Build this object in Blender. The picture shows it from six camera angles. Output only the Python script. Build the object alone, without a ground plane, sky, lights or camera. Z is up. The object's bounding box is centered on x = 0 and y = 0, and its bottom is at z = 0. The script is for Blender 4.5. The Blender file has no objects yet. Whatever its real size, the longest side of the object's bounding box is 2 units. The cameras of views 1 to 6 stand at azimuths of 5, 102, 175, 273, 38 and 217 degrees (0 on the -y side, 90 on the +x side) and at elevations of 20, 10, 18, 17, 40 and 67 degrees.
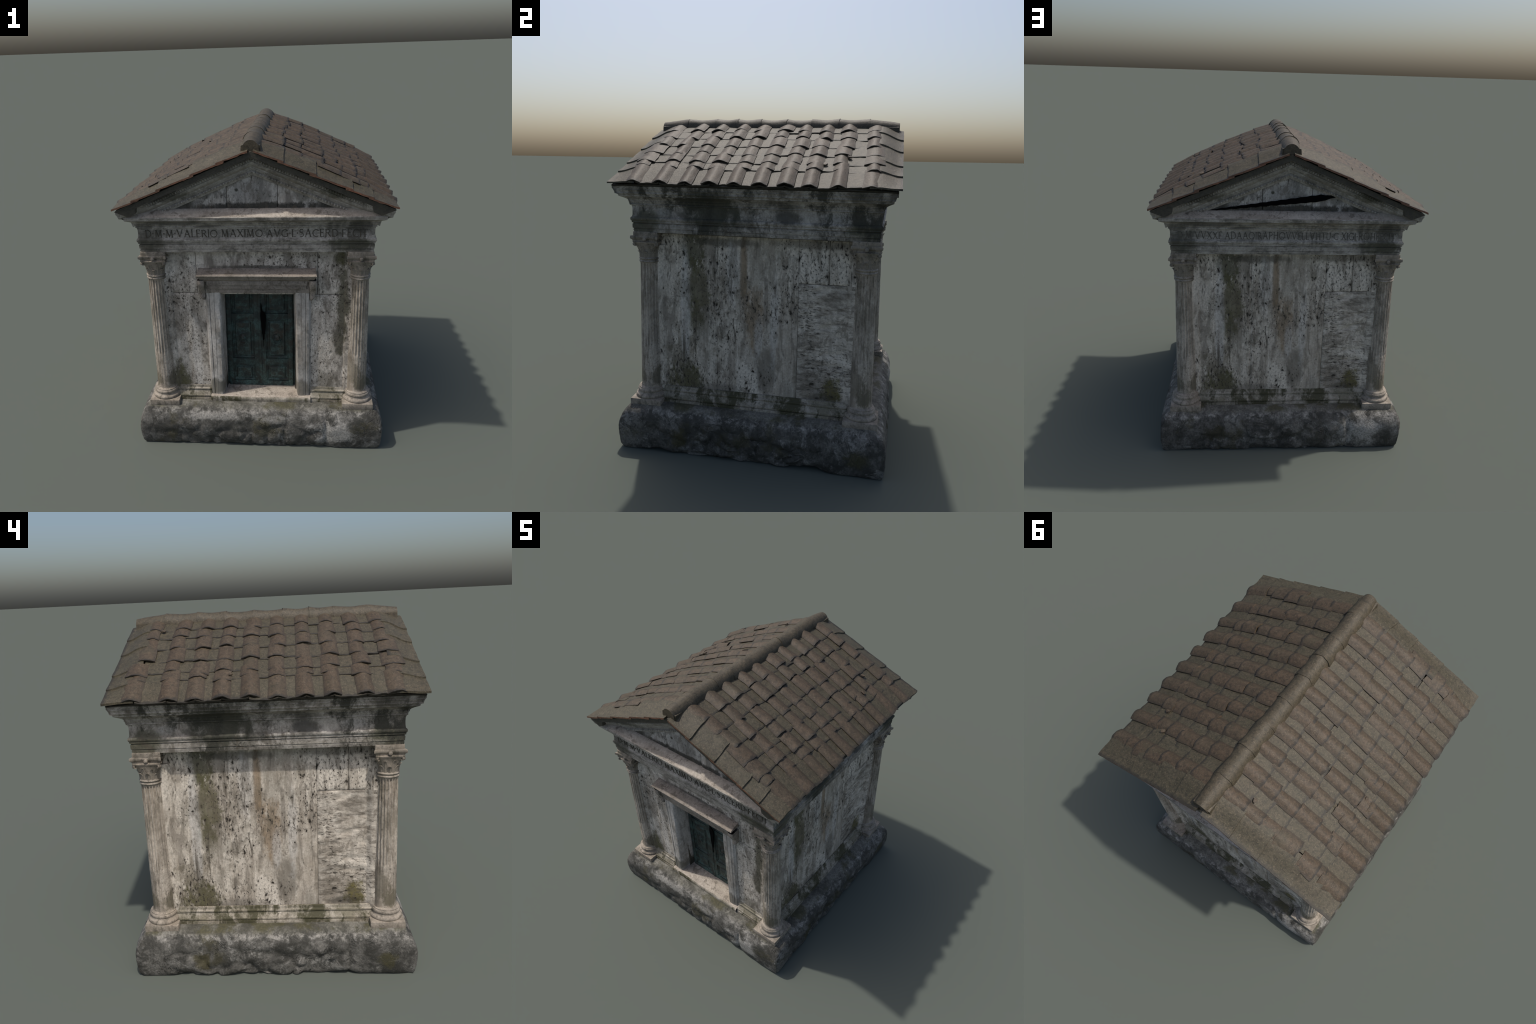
"""A small weathered Roman family tomb: rough stone base, four corner columns,
travertine walls, bronze door, carved frieze, pediments and a tiled gable roof."""
import bpy, bmesh, math, random
from math import sin, cos, pi, radians, sqrt, exp
from mathutils import Vector, Matrix, noise

rng = random.Random(7)
KENT = 1.029
KY = 1.034          # the building is a little deeper (y) than it is wide (x)
def turn(ob, k, ky=None):
    """put a front-built piece on side k, keeping the deeper plan"""
    ob.rotation_euler.z = k * pi / 2
    ky = ky or KY
    ob.scale = (1, ky, 1) if k % 2 == 0 else (ky, 1, 1)
    return ob

# ------------------------------------------------------------------ helpers
def smooth(a, b, x):
    t = max(0.0, min(1.0, (x - a) / (b - a)))
    return t * t * (3 - 2 * t)

def fbm(p, octv=4, lac=2.1, gain=0.5):
    p = Vector(p); s = 0.0; a = 1.0; n = 0.0
    for _ in range(octv):
        s += a * noise.noise(p); n += a
        a *= gain; p = p * lac + Vector((3.1, 7.7, 1.3))
    return s / n

def vor(p):
    d, _ = noise.voronoi(Vector(p))
    return d[0], d[1]

def mesh_from(name, verts, faces, mats=None, fmat=None, smooth_angle=35):
    me = bpy.data.meshes.new(name)
    me.from_pydata([tuple(v) for v in verts], [], faces)
    me.validate()
    bm = bmesh.new(); bm.from_mesh(me)
    bmesh.ops.recalc_face_normals(bm, faces=bm.faces)
    bm.to_mesh(me); bm.free()
    for m in (mats or []):
        me.materials.append(m)
    if fmat:
        for p, i in zip(me.polygons, fmat):
            p.material_index = i
    shade(me, smooth_angle)
    return me

def shade(me, angle):
    if angle <= 0:
        return
    for p in me.polygons:
        p.use_smooth = True
    me.set_sharp_from_angle(angle=radians(angle))

def put(name, me, parent, kind=None):
    ob = bpy.data.objects.new(name, me)
    bpy.context.scene.collection.objects.link(ob)
    if parent is not None:
        ob.parent = parent
    if kind:
        ob["kind"] = kind
    return ob

class Build:
    """Collects simple solids into one mesh."""
    def __init__(self):
        self.v = []; self.f = []; self.m = []
    def add(self, verts, faces, mi=0):
        o = len(self.v)
        self.v += [tuple(p) for p in verts]
        self.f += [tuple(i + o for i in f) for f in faces]
        self.m += [mi] * len(faces)
    def box(self, x0, x1, y0, y1, z0, z1, b=0.0, mi=0):
        bm = bmesh.new()
        bmesh.ops.create_cube(bm, size=1)
        for v in bm.verts:
            v.co = Vector((x0 + (v.co.x + .5) * (x1 - x0), y0 + (v.co.y + .5) * (y1 - y0), z0 + (v.co.z + .5) * (z1 - z0)))
        if b > 0:
            bmesh.ops.bevel(bm, geom=bm.edges[:], offset=b, segments=2, affect='EDGES', profile=.6)
        bm.verts.index_update()
        self.add([v.co.copy() for v in bm.verts], [[v.index for v in f.verts] for f in bm.faces], mi)
        bm.free()
    def grid(self, rows, close_u=False, mi=0):
        """rows: list of equal-length point rows -> quad sheet"""
        n = len(rows[0]); verts = [p for r in rows for p in r]; faces = []
        for i in range(len(rows) - 1):
            for j in range(n if close_u else n - 1):
                k = (j + 1) % n
                faces.append((i * n + j, i * n + k, (i + 1) * n + k, (i + 1) * n + j))
        self.add(verts, faces, mi)
    def fan(self, ring, centre, mi=0):
        n = len(ring)
        self.add(list(ring) + [centre], [(i, (i + 1) % n, n) for i in range(n)], mi)
    def mesh(self, name, mats, angle=35):
        return mesh_from(name, self.v, self.f, mats, self.m, angle)

def roughen(me, amp, scale, octv=4, seed=0.0):
    for v in me.vertices:
        p = v.co * scale + Vector((seed, seed * 1.7, -seed))
        v.co += Vector((noise.noise(p), noise.noise(p + Vector((31, 0, 0))), noise.noise(p + Vector((0, 47, 0))))) * amp
    me.update()

# ------------------------------------------------------------------ node helpers
class NT:
    def __init__(self, name):
        self.mat = bpy.data.materials.new(name)
        self.mat.use_nodes = True
        self.t = self.mat.node_tree
        self.t.nodes.clear()
        self.out = self.t.nodes.new('ShaderNodeOutputMaterial')
        self.b = self.t.nodes.new('ShaderNodeBsdfPrincipled')
        self.t.links.new(self.b.outputs[0], self.out.inputs[0])
    def n(self, typ, **kw):
        nd = self.t.nodes.new(typ)
        for k, v in kw.items():
            setattr(nd, k, v)
        return nd
    def put(self, sock, val):
        if isinstance(val, bpy.types.NodeSocket):
            self.t.links.new(val, sock)
        elif isinstance(val, (tuple, list)):
            sock.default_value = tuple(val) if len(val) == len(sock.default_value) else tuple(val) + (1.0,)
        else:
            sock.default_value = val
    def math(self, op, a, b=0.0, c=0.0, clamp=False):
        nd = self.n('ShaderNodeMath', operation=op, use_clamp=clamp)
        self.put(nd.inputs[0], a); self.put(nd.inputs[1], b); self.put(nd.inputs[2], c)
        return nd.outputs[0]
    def obj(self):
        return self.n('ShaderNodeTexCoord').outputs['Object']
    def pos(self):
        return self.n('ShaderNodeNewGeometry').outputs['Position']
    def rand(self):
        return self.n('ShaderNodeObjectInfo').outputs['Random']
    def scale(self, vec, s, off=(0, 0, 0), rot=(0, 0, 0)):
        nd = self.n('ShaderNodeMapping')
        self.put(nd.inputs[0], vec); nd.inputs['Location'].default_value = off
        nd.inputs['Rotation'].default_value = rot
        nd.inputs['Scale'].default_value = s if isinstance(s, (tuple, list)) else (s, s, s)
        return nd.outputs[0]
    def noise(self, vec, scale=5.0, detail=4.0, rough=.55, dist=0.0):
        nd = self.n('ShaderNodeTexNoise')
        self.put(nd.inputs['Vector'], vec)
        nd.inputs['Scale'].default_value = scale; nd.inputs['Detail'].default_value = detail
        nd.inputs['Roughness'].default_value = rough; nd.inputs['Distortion'].default_value = dist
        return nd.outputs['Fac']
    def vor(self, vec, scale=5.0, feature='F1', rnd=1.0):
        nd = self.n('ShaderNodeTexVoronoi', feature=feature)
        self.put(nd.inputs['Vector'], vec)
        nd.inputs['Scale'].default_value = scale; nd.inputs['Randomness'].default_value = rnd
        return nd
    def ramp(self, fac, a, b, lo=0.0, hi=1.0):
        nd = self.n('ShaderNodeMapRange', interpolation_type='SMOOTHSTEP')
        self.put(nd.inputs[0], fac)
        nd.inputs[1].default_value = a; nd.inputs[2].default_value = b
        nd.inputs[3].default_value = lo; nd.inputs[4].default_value = hi
        return nd.outputs[0]
    def mix(self, fac, a, b, mode='MIX'):
        nd = self.n('ShaderNodeMix', data_type='RGBA', blend_type=mode)
        self.put(nd.inputs[0], fac); self.put(nd.inputs[6], a); self.put(nd.inputs[7], b)
        return nd.outputs[2]
    def sep(self, vec):
        nd = self.n('ShaderNodeSeparateXYZ'); self.put(nd.inputs[0], vec)
        return nd.outputs
    def bump(self, h, strength=.4, dist=.004):
        nd = self.n('ShaderNodeBump'); nd.inputs['Strength'].default_value = strength
        nd.inputs['Distance'].default_value = dist
        self.put(nd.inputs['Height'], h)
        self.t.links.new(nd.outputs[0], self.b.inputs['Normal'])
    def finish(self, col, rough=.75, spec=.35):
        self.put(self.b.inputs['Base Color'], col)
        self.put(self.b.inputs['Roughness'], rough)
        self.b.inputs['Specular IOR Level'].default_value = spec
        return self.mat

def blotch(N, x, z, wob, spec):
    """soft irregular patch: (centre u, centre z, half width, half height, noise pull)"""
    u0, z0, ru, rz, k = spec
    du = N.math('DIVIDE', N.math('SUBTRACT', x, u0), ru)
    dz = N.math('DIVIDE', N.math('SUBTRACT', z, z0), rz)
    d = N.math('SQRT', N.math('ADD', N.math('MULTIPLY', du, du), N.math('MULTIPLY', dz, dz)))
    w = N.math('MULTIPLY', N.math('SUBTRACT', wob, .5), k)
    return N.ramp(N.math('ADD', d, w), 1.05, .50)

def stone(name, light, mid, dark, seed=0.0, pit=(46, 46, 24), pit_amt=.55, fine_pit=.5, streak=.6, grime=.35,
          grime_col=(.035, .034, .026), patches=(), rough=.72, bump=.5, grain=(14, 14, 5), use_pos=False, dark_amt=.5, bleach=.0, bleach_scale=(15, 15, 2.4), mottle=.6):
    N = NT(name)
    o = N.pos() if use_pos else N.obj()
    x, y, z = N.sep(o)
    off = (seed * 3.3, seed * 1.9, seed * 5.1)
    v = N.scale(o, 1.0, off)
    big = N.noise(N.scale(o, (5, 5, 2.2), off), 1.0, 5, .6)
    mot = N.noise(N.scale(o, (13, 13, 8), off), 1.0, 6, .68, .4)
    fine = N.noise(v, 80, 5, .75)
    tone = N.math('ADD', N.math('MULTIPLY', big, .5), N.math('MULTIPLY', mot, .5))
    col = N.mix(N.ramp(tone, .40, .60), mid, light)
    warm = N.noise(v, 3.2, 3)
    col = N.mix(N.ramp(warm, .45, .75, 0, .30), col, (.32, .25, .175))
    if bleach:
        bl = N.noise(N.scale(o, bleach_scale, (off[1], off[2], off[0])), 1.0, 6, .66, .5)
        col = N.mix(N.math('MULTIPLY', N.ramp(bl, .50, .62), bleach), col, tuple(c * 1.14 for c in light))
        col = N.mix(N.math('MULTIPLY', N.ramp(bl, .48, .38), bleach), col, tuple(c * .50 for c in mid))
    wob = N.noise(N.scale(o, (1, 1, .6), off), 19, 8, .78)
    for (spec, pc, amt) in patches:
        m = N.math('MULTIPLY', blotch(N, x, z, wob, spec), amt)
        col = N.mix(m, col, pc)
    st = N.noise(N.scale(o, grain, off), 1.0, 6, .66, .4)
    col = N.mix(N.math('MULTIPLY', N.ramp(st, .48, .70), streak), col, dark)
    # brown-black mottling
    m2 = N.noise(N.scale(o, (17, 17, 10), (off[2], off[0], off[1])), 1.0, 6, .70, .5)
    col = N.mix(N.math('MULTIPLY', N.ramp(m2, .55, .62), mottle), col, (.105, .086, .062))
    # grime patches
    g = N.noise(N.scale(o, (3.6, 3.6, 1.9), off), 1.0, 8, .74, .3)
    gm = N.math('MULTIPLY', N.ramp(g, .51, .59), grime)
    col = N.mix(gm, col, grime_col)
    col = N.mix(N.ramp(fine, .34, .60, .34, .0), col, tuple(c * .40 for c in mid))
    col = N.mix(N.ramp(fine, .58, .78, 0, .30), col, tuple(c * 1.15 for c in light))
    # voids of the travertine: ragged cavities, small pores and long runnels
    area = N.ramp(N.noise(N.scale(o, (4, 4, 2), (9 + seed, 2, 1)), 1.0, 3), .38, .62, -.055, .035)
    n1 = N.math('ADD', N.noise(N.scale(o, pit, off), 1.0, 3, .55, .12), area)
    n2 = N.math('ADD', N.noise(N.scale(o, tuple(p * 2.3 for p in pit), off), 1.0, 3, .6, .1), area)
    run = N.noise(N.scale(o, (pit[0] * .9, pit[1] * .9, pit[2] * .22), off), 1.0, 4, .6, .6)
    pm = N.math('MULTIPLY', N.ramp(n1, .645, .715), pit_amt)
    fm = N.math('MULTIPLY', N.ramp(n2, .61, .68), fine_pit)
    rm = N.math('MULTIPLY', N.ramp(N.math('ADD', run, area), .60, .72), dark_amt)
    halo = N.math('MULTIPLY', N.ramp(n1, .52, .68), pit_amt * .45)
    col = N.mix(halo, col, tuple(c * .55 for c in dark))
    col = N.mix(rm, col, (.085, .070, .052))
    col = N.mix(fm, col, (.050, .042, .033))
    col = N.mix(pm, col, (.034, .028, .021))
    h = N.math('SUBTRACT', N.math('MULTIPLY', fine, .35), N.math('ADD', pm, N.math('ADD', N.math('MULTIPLY', fm, .6), N.math('MULTIPLY', rm, .5))))
    h = N.math('ADD', h, N.math('MULTIPLY', mot, .6))
    N.bump(h, bump, .008)
    return N.finish(col, rough, .35)

MOSS = (.070, .066, .014)
MOSSY = (.125, .105, .014)
BLACK_GRIME = (.030, .030, .023)
BROWN = (.27, .185, .105)
WHITE = (.62, .595, .56)

WALL_PATCH = [((-.345, 1.22, .085, .14, 3.4), (.055, .054, .018), .85), ((-.325, .98, .07, .22, 3.6), MOSS, .75), ((-.34, .78, .06, .14, 3.6), MOSS, .55), ((-.44, .55, .10, .12, 3.4), (.15, .125, .075), .5),
              ((-.405, .85, .035, .45, 1.5), WHITE, .6), ((-.06, 1.10, .025, .25, 1.8), BROWN, .8), ((.0, .82, .07, .22, 2.2), BROWN, .75),
              ((.08, .52, .075, .18, 1.5), (.13, .115, .09), .7), ((-.40, .40, .14, .13, 3.2), MOSS, .92),
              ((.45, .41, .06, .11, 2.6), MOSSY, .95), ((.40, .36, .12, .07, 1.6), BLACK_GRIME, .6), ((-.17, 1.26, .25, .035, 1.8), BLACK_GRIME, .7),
              ((.03, .72, .03, .15, 1.4), WHITE, .5), ((.12, .80, .03, .30, 1.6), WHITE, .45), ((-.12, 1.1, .05, .25, 1.5), WHITE, .45),
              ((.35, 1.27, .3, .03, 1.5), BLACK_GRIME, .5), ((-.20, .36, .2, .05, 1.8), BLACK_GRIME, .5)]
M_WALL = stone('travertine_wall', (.68, .615, .525), (.47, .41, .335), (.15, .12, .088), 1.0, patches=WALL_PATCH, mottle=.42, grime=.38,
               grime_col=(.085, .074, .046), pit=(48, 48, 25), grain=(20, 20, 2.6), streak=.45, pit_amt=1.0, fine_pit=.85, dark_amt=.7, bleach=.7)
M_WALL_ROUGH = stone('travertine_eroded', (.68, .615, .525), (.47, .41, .335), (.12, .098, .073), 4.0, patches=WALL_PATCH, mottle=.45, grime=.35,
                     grime_col=(.085, .072, .052), pit=(24, 24, 62), grain=(7, 7, 26), streak=.85, pit_amt=.95, fine_pit=.8, dark_amt=.8, bleach=.7, bleach_scale=(8, 8, 16))
FRONT_PATCH = [((-.52, .40, .08, .14, 3.0), MOSS, .9), ((.52, .95, .045, .38, 3.6), (.055, .054, .018), .8), ((.50, .70, .06, .12, 1.8), (.06, .055, .03), .8),
               ((.50, 1.25, .05, .06, 1.5), MOSS, .8), ((-.4, .6, .035, .35, 1.5), WHITE, .4), ((.42, .40, .10, .09, 1.7), (.09, .08, .05), .6),
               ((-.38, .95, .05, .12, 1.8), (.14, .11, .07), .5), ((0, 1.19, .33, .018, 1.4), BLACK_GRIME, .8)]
M_FRONT = stone('travertine_front', (.66, .605, .53), (.47, .42, .355), (.16, .13, .098), 2.0, patches=FRONT_PATCH, mottle=.4, grime=.30, grime_col=(.09, .078, .055),
                pit=(48, 48, 36), grain=(12, 12, 4), pit_amt=.95, fine_pit=.85, dark_amt=.4, bleach=.8, bleach_scale=(12, 12, 4))
ENT_PATCH = [((-.22, 1.44, .20, .16, 1.8), (.030, .032, .018), .92), ((.62, 1.36, .14, .07, 1.6), (.045, .048, .016), .8), ((-.62, 1.36, .13, .10, 1.7), (.05, .05, .022), .8),
             ((.2, 1.42, .09, .04, 1.5), (.09, .085, .075), .9), ((-.5, 1.43, .06, .03, 1.4), (.30, .29, .27), .6), ((.45, 1.43, .08, .03, 1.4), (.30, .29, .27), .6),
             ((.3, 1.335, .4, .016, 1.2), (.42, .38, .32), .55)]
M_ENT = stone('cornice_dark_patched', (.44, .405, .36), (.22, .20, .17), (.075, .068, .05), 3.0, patches=ENT_PATCH, grime=.92, grime_col=(.034, .034, .024),
              pit=(60, 60, 50), pit_amt=.4, fine_pit=.4, grain=(9, 9, 14), streak=.7, dark_amt=.3, bleach=.7, bleach_scale=(9, 9, 7))
ENTF_PATCH = [((.56, 1.36, .17, .05, 1.7), (.045, .047, .018), .85), ((-.62, 1.36, .10, .07, 1.7), (.05, .05, .026), .7), ((-.45, 1.50, .2, .03, 1.6), BLACK_GRIME, .6),
              ((.1, 1.345, .5, .014, 1.2), (.36, .33, .29), .6), ((.62, 1.47, .08, .06, 1.5), BLACK_GRIME, .7), ((-.1, 1.43, .5, .03, 1.4), (.26, .24, .21), .5)]
M_ENTF = stone('frieze_stained', (.46, .425, .375), (.30, .275, .235), (.095, .086, .066), 5.0, mottle=.3, patches=ENTF_PATCH, grime=.55, grime_col=(.045, .043, .031),
               pit=(60, 60, 60), pit_amt=.3, fine_pit=.35, grain=(7, 7, 30), streak=.65, dark_amt=.25, bleach=.6, bleach_scale=(8, 8, 30))
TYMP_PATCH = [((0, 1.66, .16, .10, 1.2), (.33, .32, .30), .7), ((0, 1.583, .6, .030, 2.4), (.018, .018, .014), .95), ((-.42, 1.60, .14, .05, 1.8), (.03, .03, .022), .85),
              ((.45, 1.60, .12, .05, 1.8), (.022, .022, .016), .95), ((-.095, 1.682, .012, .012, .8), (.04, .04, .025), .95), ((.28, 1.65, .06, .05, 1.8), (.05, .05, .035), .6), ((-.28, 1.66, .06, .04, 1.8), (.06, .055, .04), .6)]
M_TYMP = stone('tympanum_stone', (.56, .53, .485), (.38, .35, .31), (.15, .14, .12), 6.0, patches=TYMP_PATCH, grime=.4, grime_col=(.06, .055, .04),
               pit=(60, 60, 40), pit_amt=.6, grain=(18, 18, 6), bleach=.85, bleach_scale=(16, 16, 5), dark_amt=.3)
M_COL = stone('column_stone', (.52, .46, .385), (.37, .32, .26), (.11, .092, .068), 7.0, bleach=.5, mottle=.4, grime=.35, grime_col=(.075, .068, .038),
              patches=[((.02, .42, .05, .08, 3.2), (.06, .055, .022), .7), ((-.03, .50, .05, .10, 3.4), (.09, .08, .045), .5)], pit=(100, 100, 60), pit_amt=.5, fine_pit=.4, grain=(60, 60, 6), streak=.75, bump=.35, dark_amt=.35)
M_RAKE = stone('raking_stone', (.46, .43, .38), (.31, .285, .245), (.12, .108, .085), 14.0, mottle=.35, grime=.45, grime_col=(.055, .052, .036),
               patches=[((.50, 1.68, .16, .05, 2.2), (.045, .047, .02), .8), ((-.5, 1.66, .18, .04, 2.2), (.05, .05, .03), .7)], pit=(70, 70, 70), pit_amt=.3, fine_pit=.3, grain=(12, 12, 26), streak=.5, dark_amt=.2)
M_CAP = stone('capital_stone', (.40, .35, .29), (.23, .20, .16), (.085, .075, .055), 8.0, grime=.65, grime_col=(.06, .055, .036), pit=(70, 70, 70), pit_amt=.4, grain=(24, 24, 20))
M_SILLM = stone('mossy_moulding', (.48, .43, .36), (.20, .18, .13), (.075, .068, .042), 9.0, grime=.95, grime_col=(.045, .042, .016), pit=(70, 70, 70), pit_amt=.25, grain=(5, 5, 24))
M_JAMB = stone('door_marble', (.56, .53, .49), (.42, .39, .35), (.20, .175, .14), 10.0, grime=.35, grime_col=(.10, .085, .06), bleach=.5, mottle=.35, pit=(90, 90, 40), pit_amt=.2, fine_pit=.15, grain=(20, 20, 3), bump=.25, dark_amt=.3,
               patches=[((-.27, .36, .08, .07, 1.8), (.06, .055, .025), .7), ((.27, .36, .08, .07, 1.8), (.07, .06, .03), .6)])
M_HOOD = stone('hood_stone', (.36, .315, .27), (.26, .225, .19), (.13, .11, .09), 11.0, grime=.25, grime_col=(.07, .065, .045), pit=(70, 70, 70), pit_amt=.3, grain=(4, 20, 26))
M_SILL = stone('threshold_stone', (.50, .44, .37), (.40, .345, .285), (.24, .20, .16), 12.0, grime=.15, grime_col=(.10, .09, .05), pit=(70, 70, 70), pit_amt=.2, grain=(8, 8, 8))
M_CORE = stone('inner_core', (.10, .09, .07), (.07, .065, .05), (.05, .045, .035), 13.0, grime=.2)

def base_material():
    N = NT('rough_base_stone')
    o = N.obj(); x, y, z = N.sep(o)
    big = N.noise(o, 5.2, 6, .62, .3); med = N.noise(o, 17, 7, .68, .5); fine = N.noise(o, 85, 5, .75)
    tone = N.math('ADD', N.math('MULTIPLY', big, .6), N.math('MULTIPLY', med, .4))
    col = N.mix(N.ramp(tone, .38, .62), (.046, .044, .037), (.19, .18, .16))
    col = N.mix(N.ramp(N.noise(N.scale(o, 1, (4, 7, 1)), 8.5, 7, .74, .6), .53, .63, 0, .75), col, (.31, .298, .27))
    col = N.mix(N.ramp(N.noise(N.scale(o, 1, (1, 2, 8)), 11, 6, .72, .5), .50, .60, 0, .72), col, (.032, .031, .025))
    crack = N.noise(N.scale(o, 1, (3, 1, 6)), 9, 4, .6, .8)
    cm = N.math('MULTIPLY', N.ramp(N.math('ABSOLUTE', N.math('SUBTRACT', crack, .5)), .018, .002), N.ramp(N.noise(o, 6, 3), .48, .62))
    col = N.mix(N.math('MULTIPLY', cm, .75), col, (.024, .023, .019))
    front = N.ramp(y, -.70, -.74)
    wobf = N.noise(o, 15, 6, .7)
    for sp, pc, am in (((.48, .12, .15, .09, 3.0), (.46, .44, .40), .85), ((-.30, .21, .22, .03, 3.0), (.42, .40, .36), .7), ((.05, .20, .14, .03, 3.0), (.38, .365, .33), .6), ((.62, .17, .08, .07, 2.4), (.026, .027, .021), .8), ((-.62, .12, .12, .08, 2.4), (.042, .040, .034), .7),
                       ((-.1, .14, .22, .06, 2.4), (.045, .043, .035), .6)):
        col = N.mix(N.math('MULTIPLY', N.math('MULTIPLY', blotch(N, x, z, wobf, sp), front), am), col, pc)
    back = N.ramp(y, .70, .74)
    for sp, pc, am in (((-.52, .13, .16, .11, 3.0), (.44, .42, .38), .8), ((-.66, .10, .07, .06, 2.4), (.03, .03, .022), .7), ((.42, .12, .08, .06, 2.2), (.04, .034, .014), .8)):  # first blotch: sunlight on the rear corner stone, painted as a pale area
        col = N.mix(N.math('MULTIPLY', N.math('MULTIPLY', blotch(N, x, z, wobf, sp), back), am), col, pc)
    side = N.ramp(N.math('ABSOLUTE', x), .70, .74)
    yy = N.math('MULTIPLY', y, N.math('SIGN', x))
    for sp, pc, am in (((-.40, .10, .06, .07, 2.0), (.066, .056, .020), .85), ((.62, .10, .07, .06, 2.2), (.070, .062, .024), .8)):
        col = N.mix(N.math('MULTIPLY', N.math('MULTIPLY', blotch(N, yy, z, wobf, sp), side), am), col, pc)
    moss = N.noise(o, 4.1, 6, .66)
    col = N.mix(N.ramp(moss, .56, .66, 0, .65), col, (.066, .058, .024))
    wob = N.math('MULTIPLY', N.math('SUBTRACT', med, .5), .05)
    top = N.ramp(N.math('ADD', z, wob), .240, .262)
    tread = N.mix(N.ramp(tone, .40, .60), (.080, .076, .060), (.24, .228, .195))
    tread = N.mix(N.ramp(moss, .48, .57, 0, .8), tread, (.075, .068, .026))
    col = N.mix(top, col, tread)
    ar = N.math('MULTIPLY', N.ramp(N.math('ADD', z, wob), .215, .240), N.ramp(N.math('ADD', z, wob), .262, .245))  # broken pale rim painted on the top edge as its highlight
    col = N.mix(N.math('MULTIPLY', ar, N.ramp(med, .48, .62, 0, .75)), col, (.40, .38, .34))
    col = N.mix(N.ramp(fine, .36, .62, .55, 0), col, (.040, .038, .032))
    col = N.mix(N.ramp(fine, .58, .76, 0, .35), col, (.30, .29, .265))
    N.bump(N.math('ADD', N.math('MULTIPLY', fine, .6), N.math('SUBTRACT', med, cm)), .6, .011)
    return N.finish(col, .75, .35)
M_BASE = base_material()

def tile_material(name, cols, speck, red, joint=0.0, sides=0.0):
    N = NT(name)
    p = N.pos(); r = N.rand()
    a = N.noise(p, 9, 5, .6); f = N.noise(p, 135, 3, .7); g = N.noise(N.scale(p, (1, 1, 1), (5, 3, 2)), 55, 5, .7)
    col = N.mix(N.ramp(a, .35, .65), cols[0], cols[1])
    col = N.mix(N.ramp(r, 0, 1, 0, .55), col, cols[2])
    col = N.mix(N.ramp(N.noise(p, 24, 5, .65), .46, .66, 0, red), col, (.112, .068, .042))
    col = N.mix(N.ramp(g, .38, .58, .7, 0), col, tuple(c * .5 for c in cols[0]))
    col = N.mix(N.ramp(f, .52, .72, 0, speck), col, (.140, .112, .070))
    col = N.mix(N.ramp(N.noise(p, 5.1, 6, .6), .56, .68, 0, .30), col, (.050, .048, .026))
    if joint or sides:            # dark bands at the lap and along both flanks of every tile
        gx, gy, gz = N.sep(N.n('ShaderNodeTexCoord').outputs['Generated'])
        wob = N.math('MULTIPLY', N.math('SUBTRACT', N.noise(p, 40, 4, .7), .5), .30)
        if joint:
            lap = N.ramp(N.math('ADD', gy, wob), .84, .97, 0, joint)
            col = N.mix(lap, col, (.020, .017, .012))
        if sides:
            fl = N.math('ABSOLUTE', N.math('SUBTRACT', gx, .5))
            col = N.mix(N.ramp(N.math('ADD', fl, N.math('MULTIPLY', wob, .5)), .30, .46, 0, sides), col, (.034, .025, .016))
    N.bump(N.math('ADD', N.math('MULTIPLY', f, .6), g), .45, .004)
    return N.finish(col, .62, .5)
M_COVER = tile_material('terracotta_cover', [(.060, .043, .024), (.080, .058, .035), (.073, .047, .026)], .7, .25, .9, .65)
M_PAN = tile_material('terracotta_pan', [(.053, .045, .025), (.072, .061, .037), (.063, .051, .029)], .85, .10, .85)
M_RIDGE = tile_material('ridge_mortar', [(.056, .045, .026), (.075, .060, .036), (.064, .050, .029)], .75, .10)
M_VERGE = tile_material('verge_clay', [(.14, .068, .040), (.22, .092, .050), (.15, .078, .046)], .15, .4)
M_DECK = tile_material('roof_bedding', [(.05, .045, .034), (.07, .06, .045), (.05, .045, .03)], .2, .05)

def bronze(name, seed, panel):
    N = NT(name)
    o = N.obj(); x, y, z = N.sep(o)
    a = N.noise(N.scale(o, 1, (seed, 0, 0)), 9, 6, .65, .4); b = N.noise(N.scale(o, 1, (0, seed, 3)), 24, 6, .7)
    base = N.mix(N.ramp(a, .40, .60), (.018, .029, .027), (.036, .036, .029) if not panel else (.046, .037, .026))
    base = N.mix(N.ramp(b, .44, .64, 0, .85), base, (.058, .105, .094))
    foot = N.math('MULTIPLY', N.ramp(N.math('ADD', z, N.math('MULTIPLY', N.math('SUBTRACT', b, .5), .22)), .50, .36), .6)
    base = N.mix(N.math('MULTIPLY', foot, N.ramp(b, .38, .60)), base, (.085, .155, .135))
    base = N.mix(N.ramp(N.noise(o, 90, 4, .7), .35, .6, .6, 0), base, (.012, .015, .013))
    N.bump(N.math('ADD', b, a), .35, .004)
    return N.finish(base, .62, .45)
M_BRONZE = bronze('green_bronze', 0.0, False)
M_BRONZE_P = bronze('brown_bronze', 4.0, True)

def plain(name, col, rough=.9):
    N = NT(name)
    f = N.noise(N.obj(), 60, 4, .7)
    return N.finish(N.mix(f, tuple(c * .7 for c in col), tuple(c * 1.3 for c in col)), rough, .15)
M_LETTER = stone('letter_cut', (.075, .069, .055), (.040, .036, .029), (.028, .025, .02), 15.0, grime=.2, pit_amt=0, fine_pit=.2, dark_amt=.2, bump=.1)
M_LETTER_WORN = stone('letter_cut_worn', (.19, .175, .15), (.085, .078, .064), (.05, .045, .036), 16.0, grime=.3, pit_amt=0, fine_pit=.2, dark_amt=.2, bump=.1)
M_VOID = plain('black_void', (.0006, .0006, .0006), 1.0)

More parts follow.
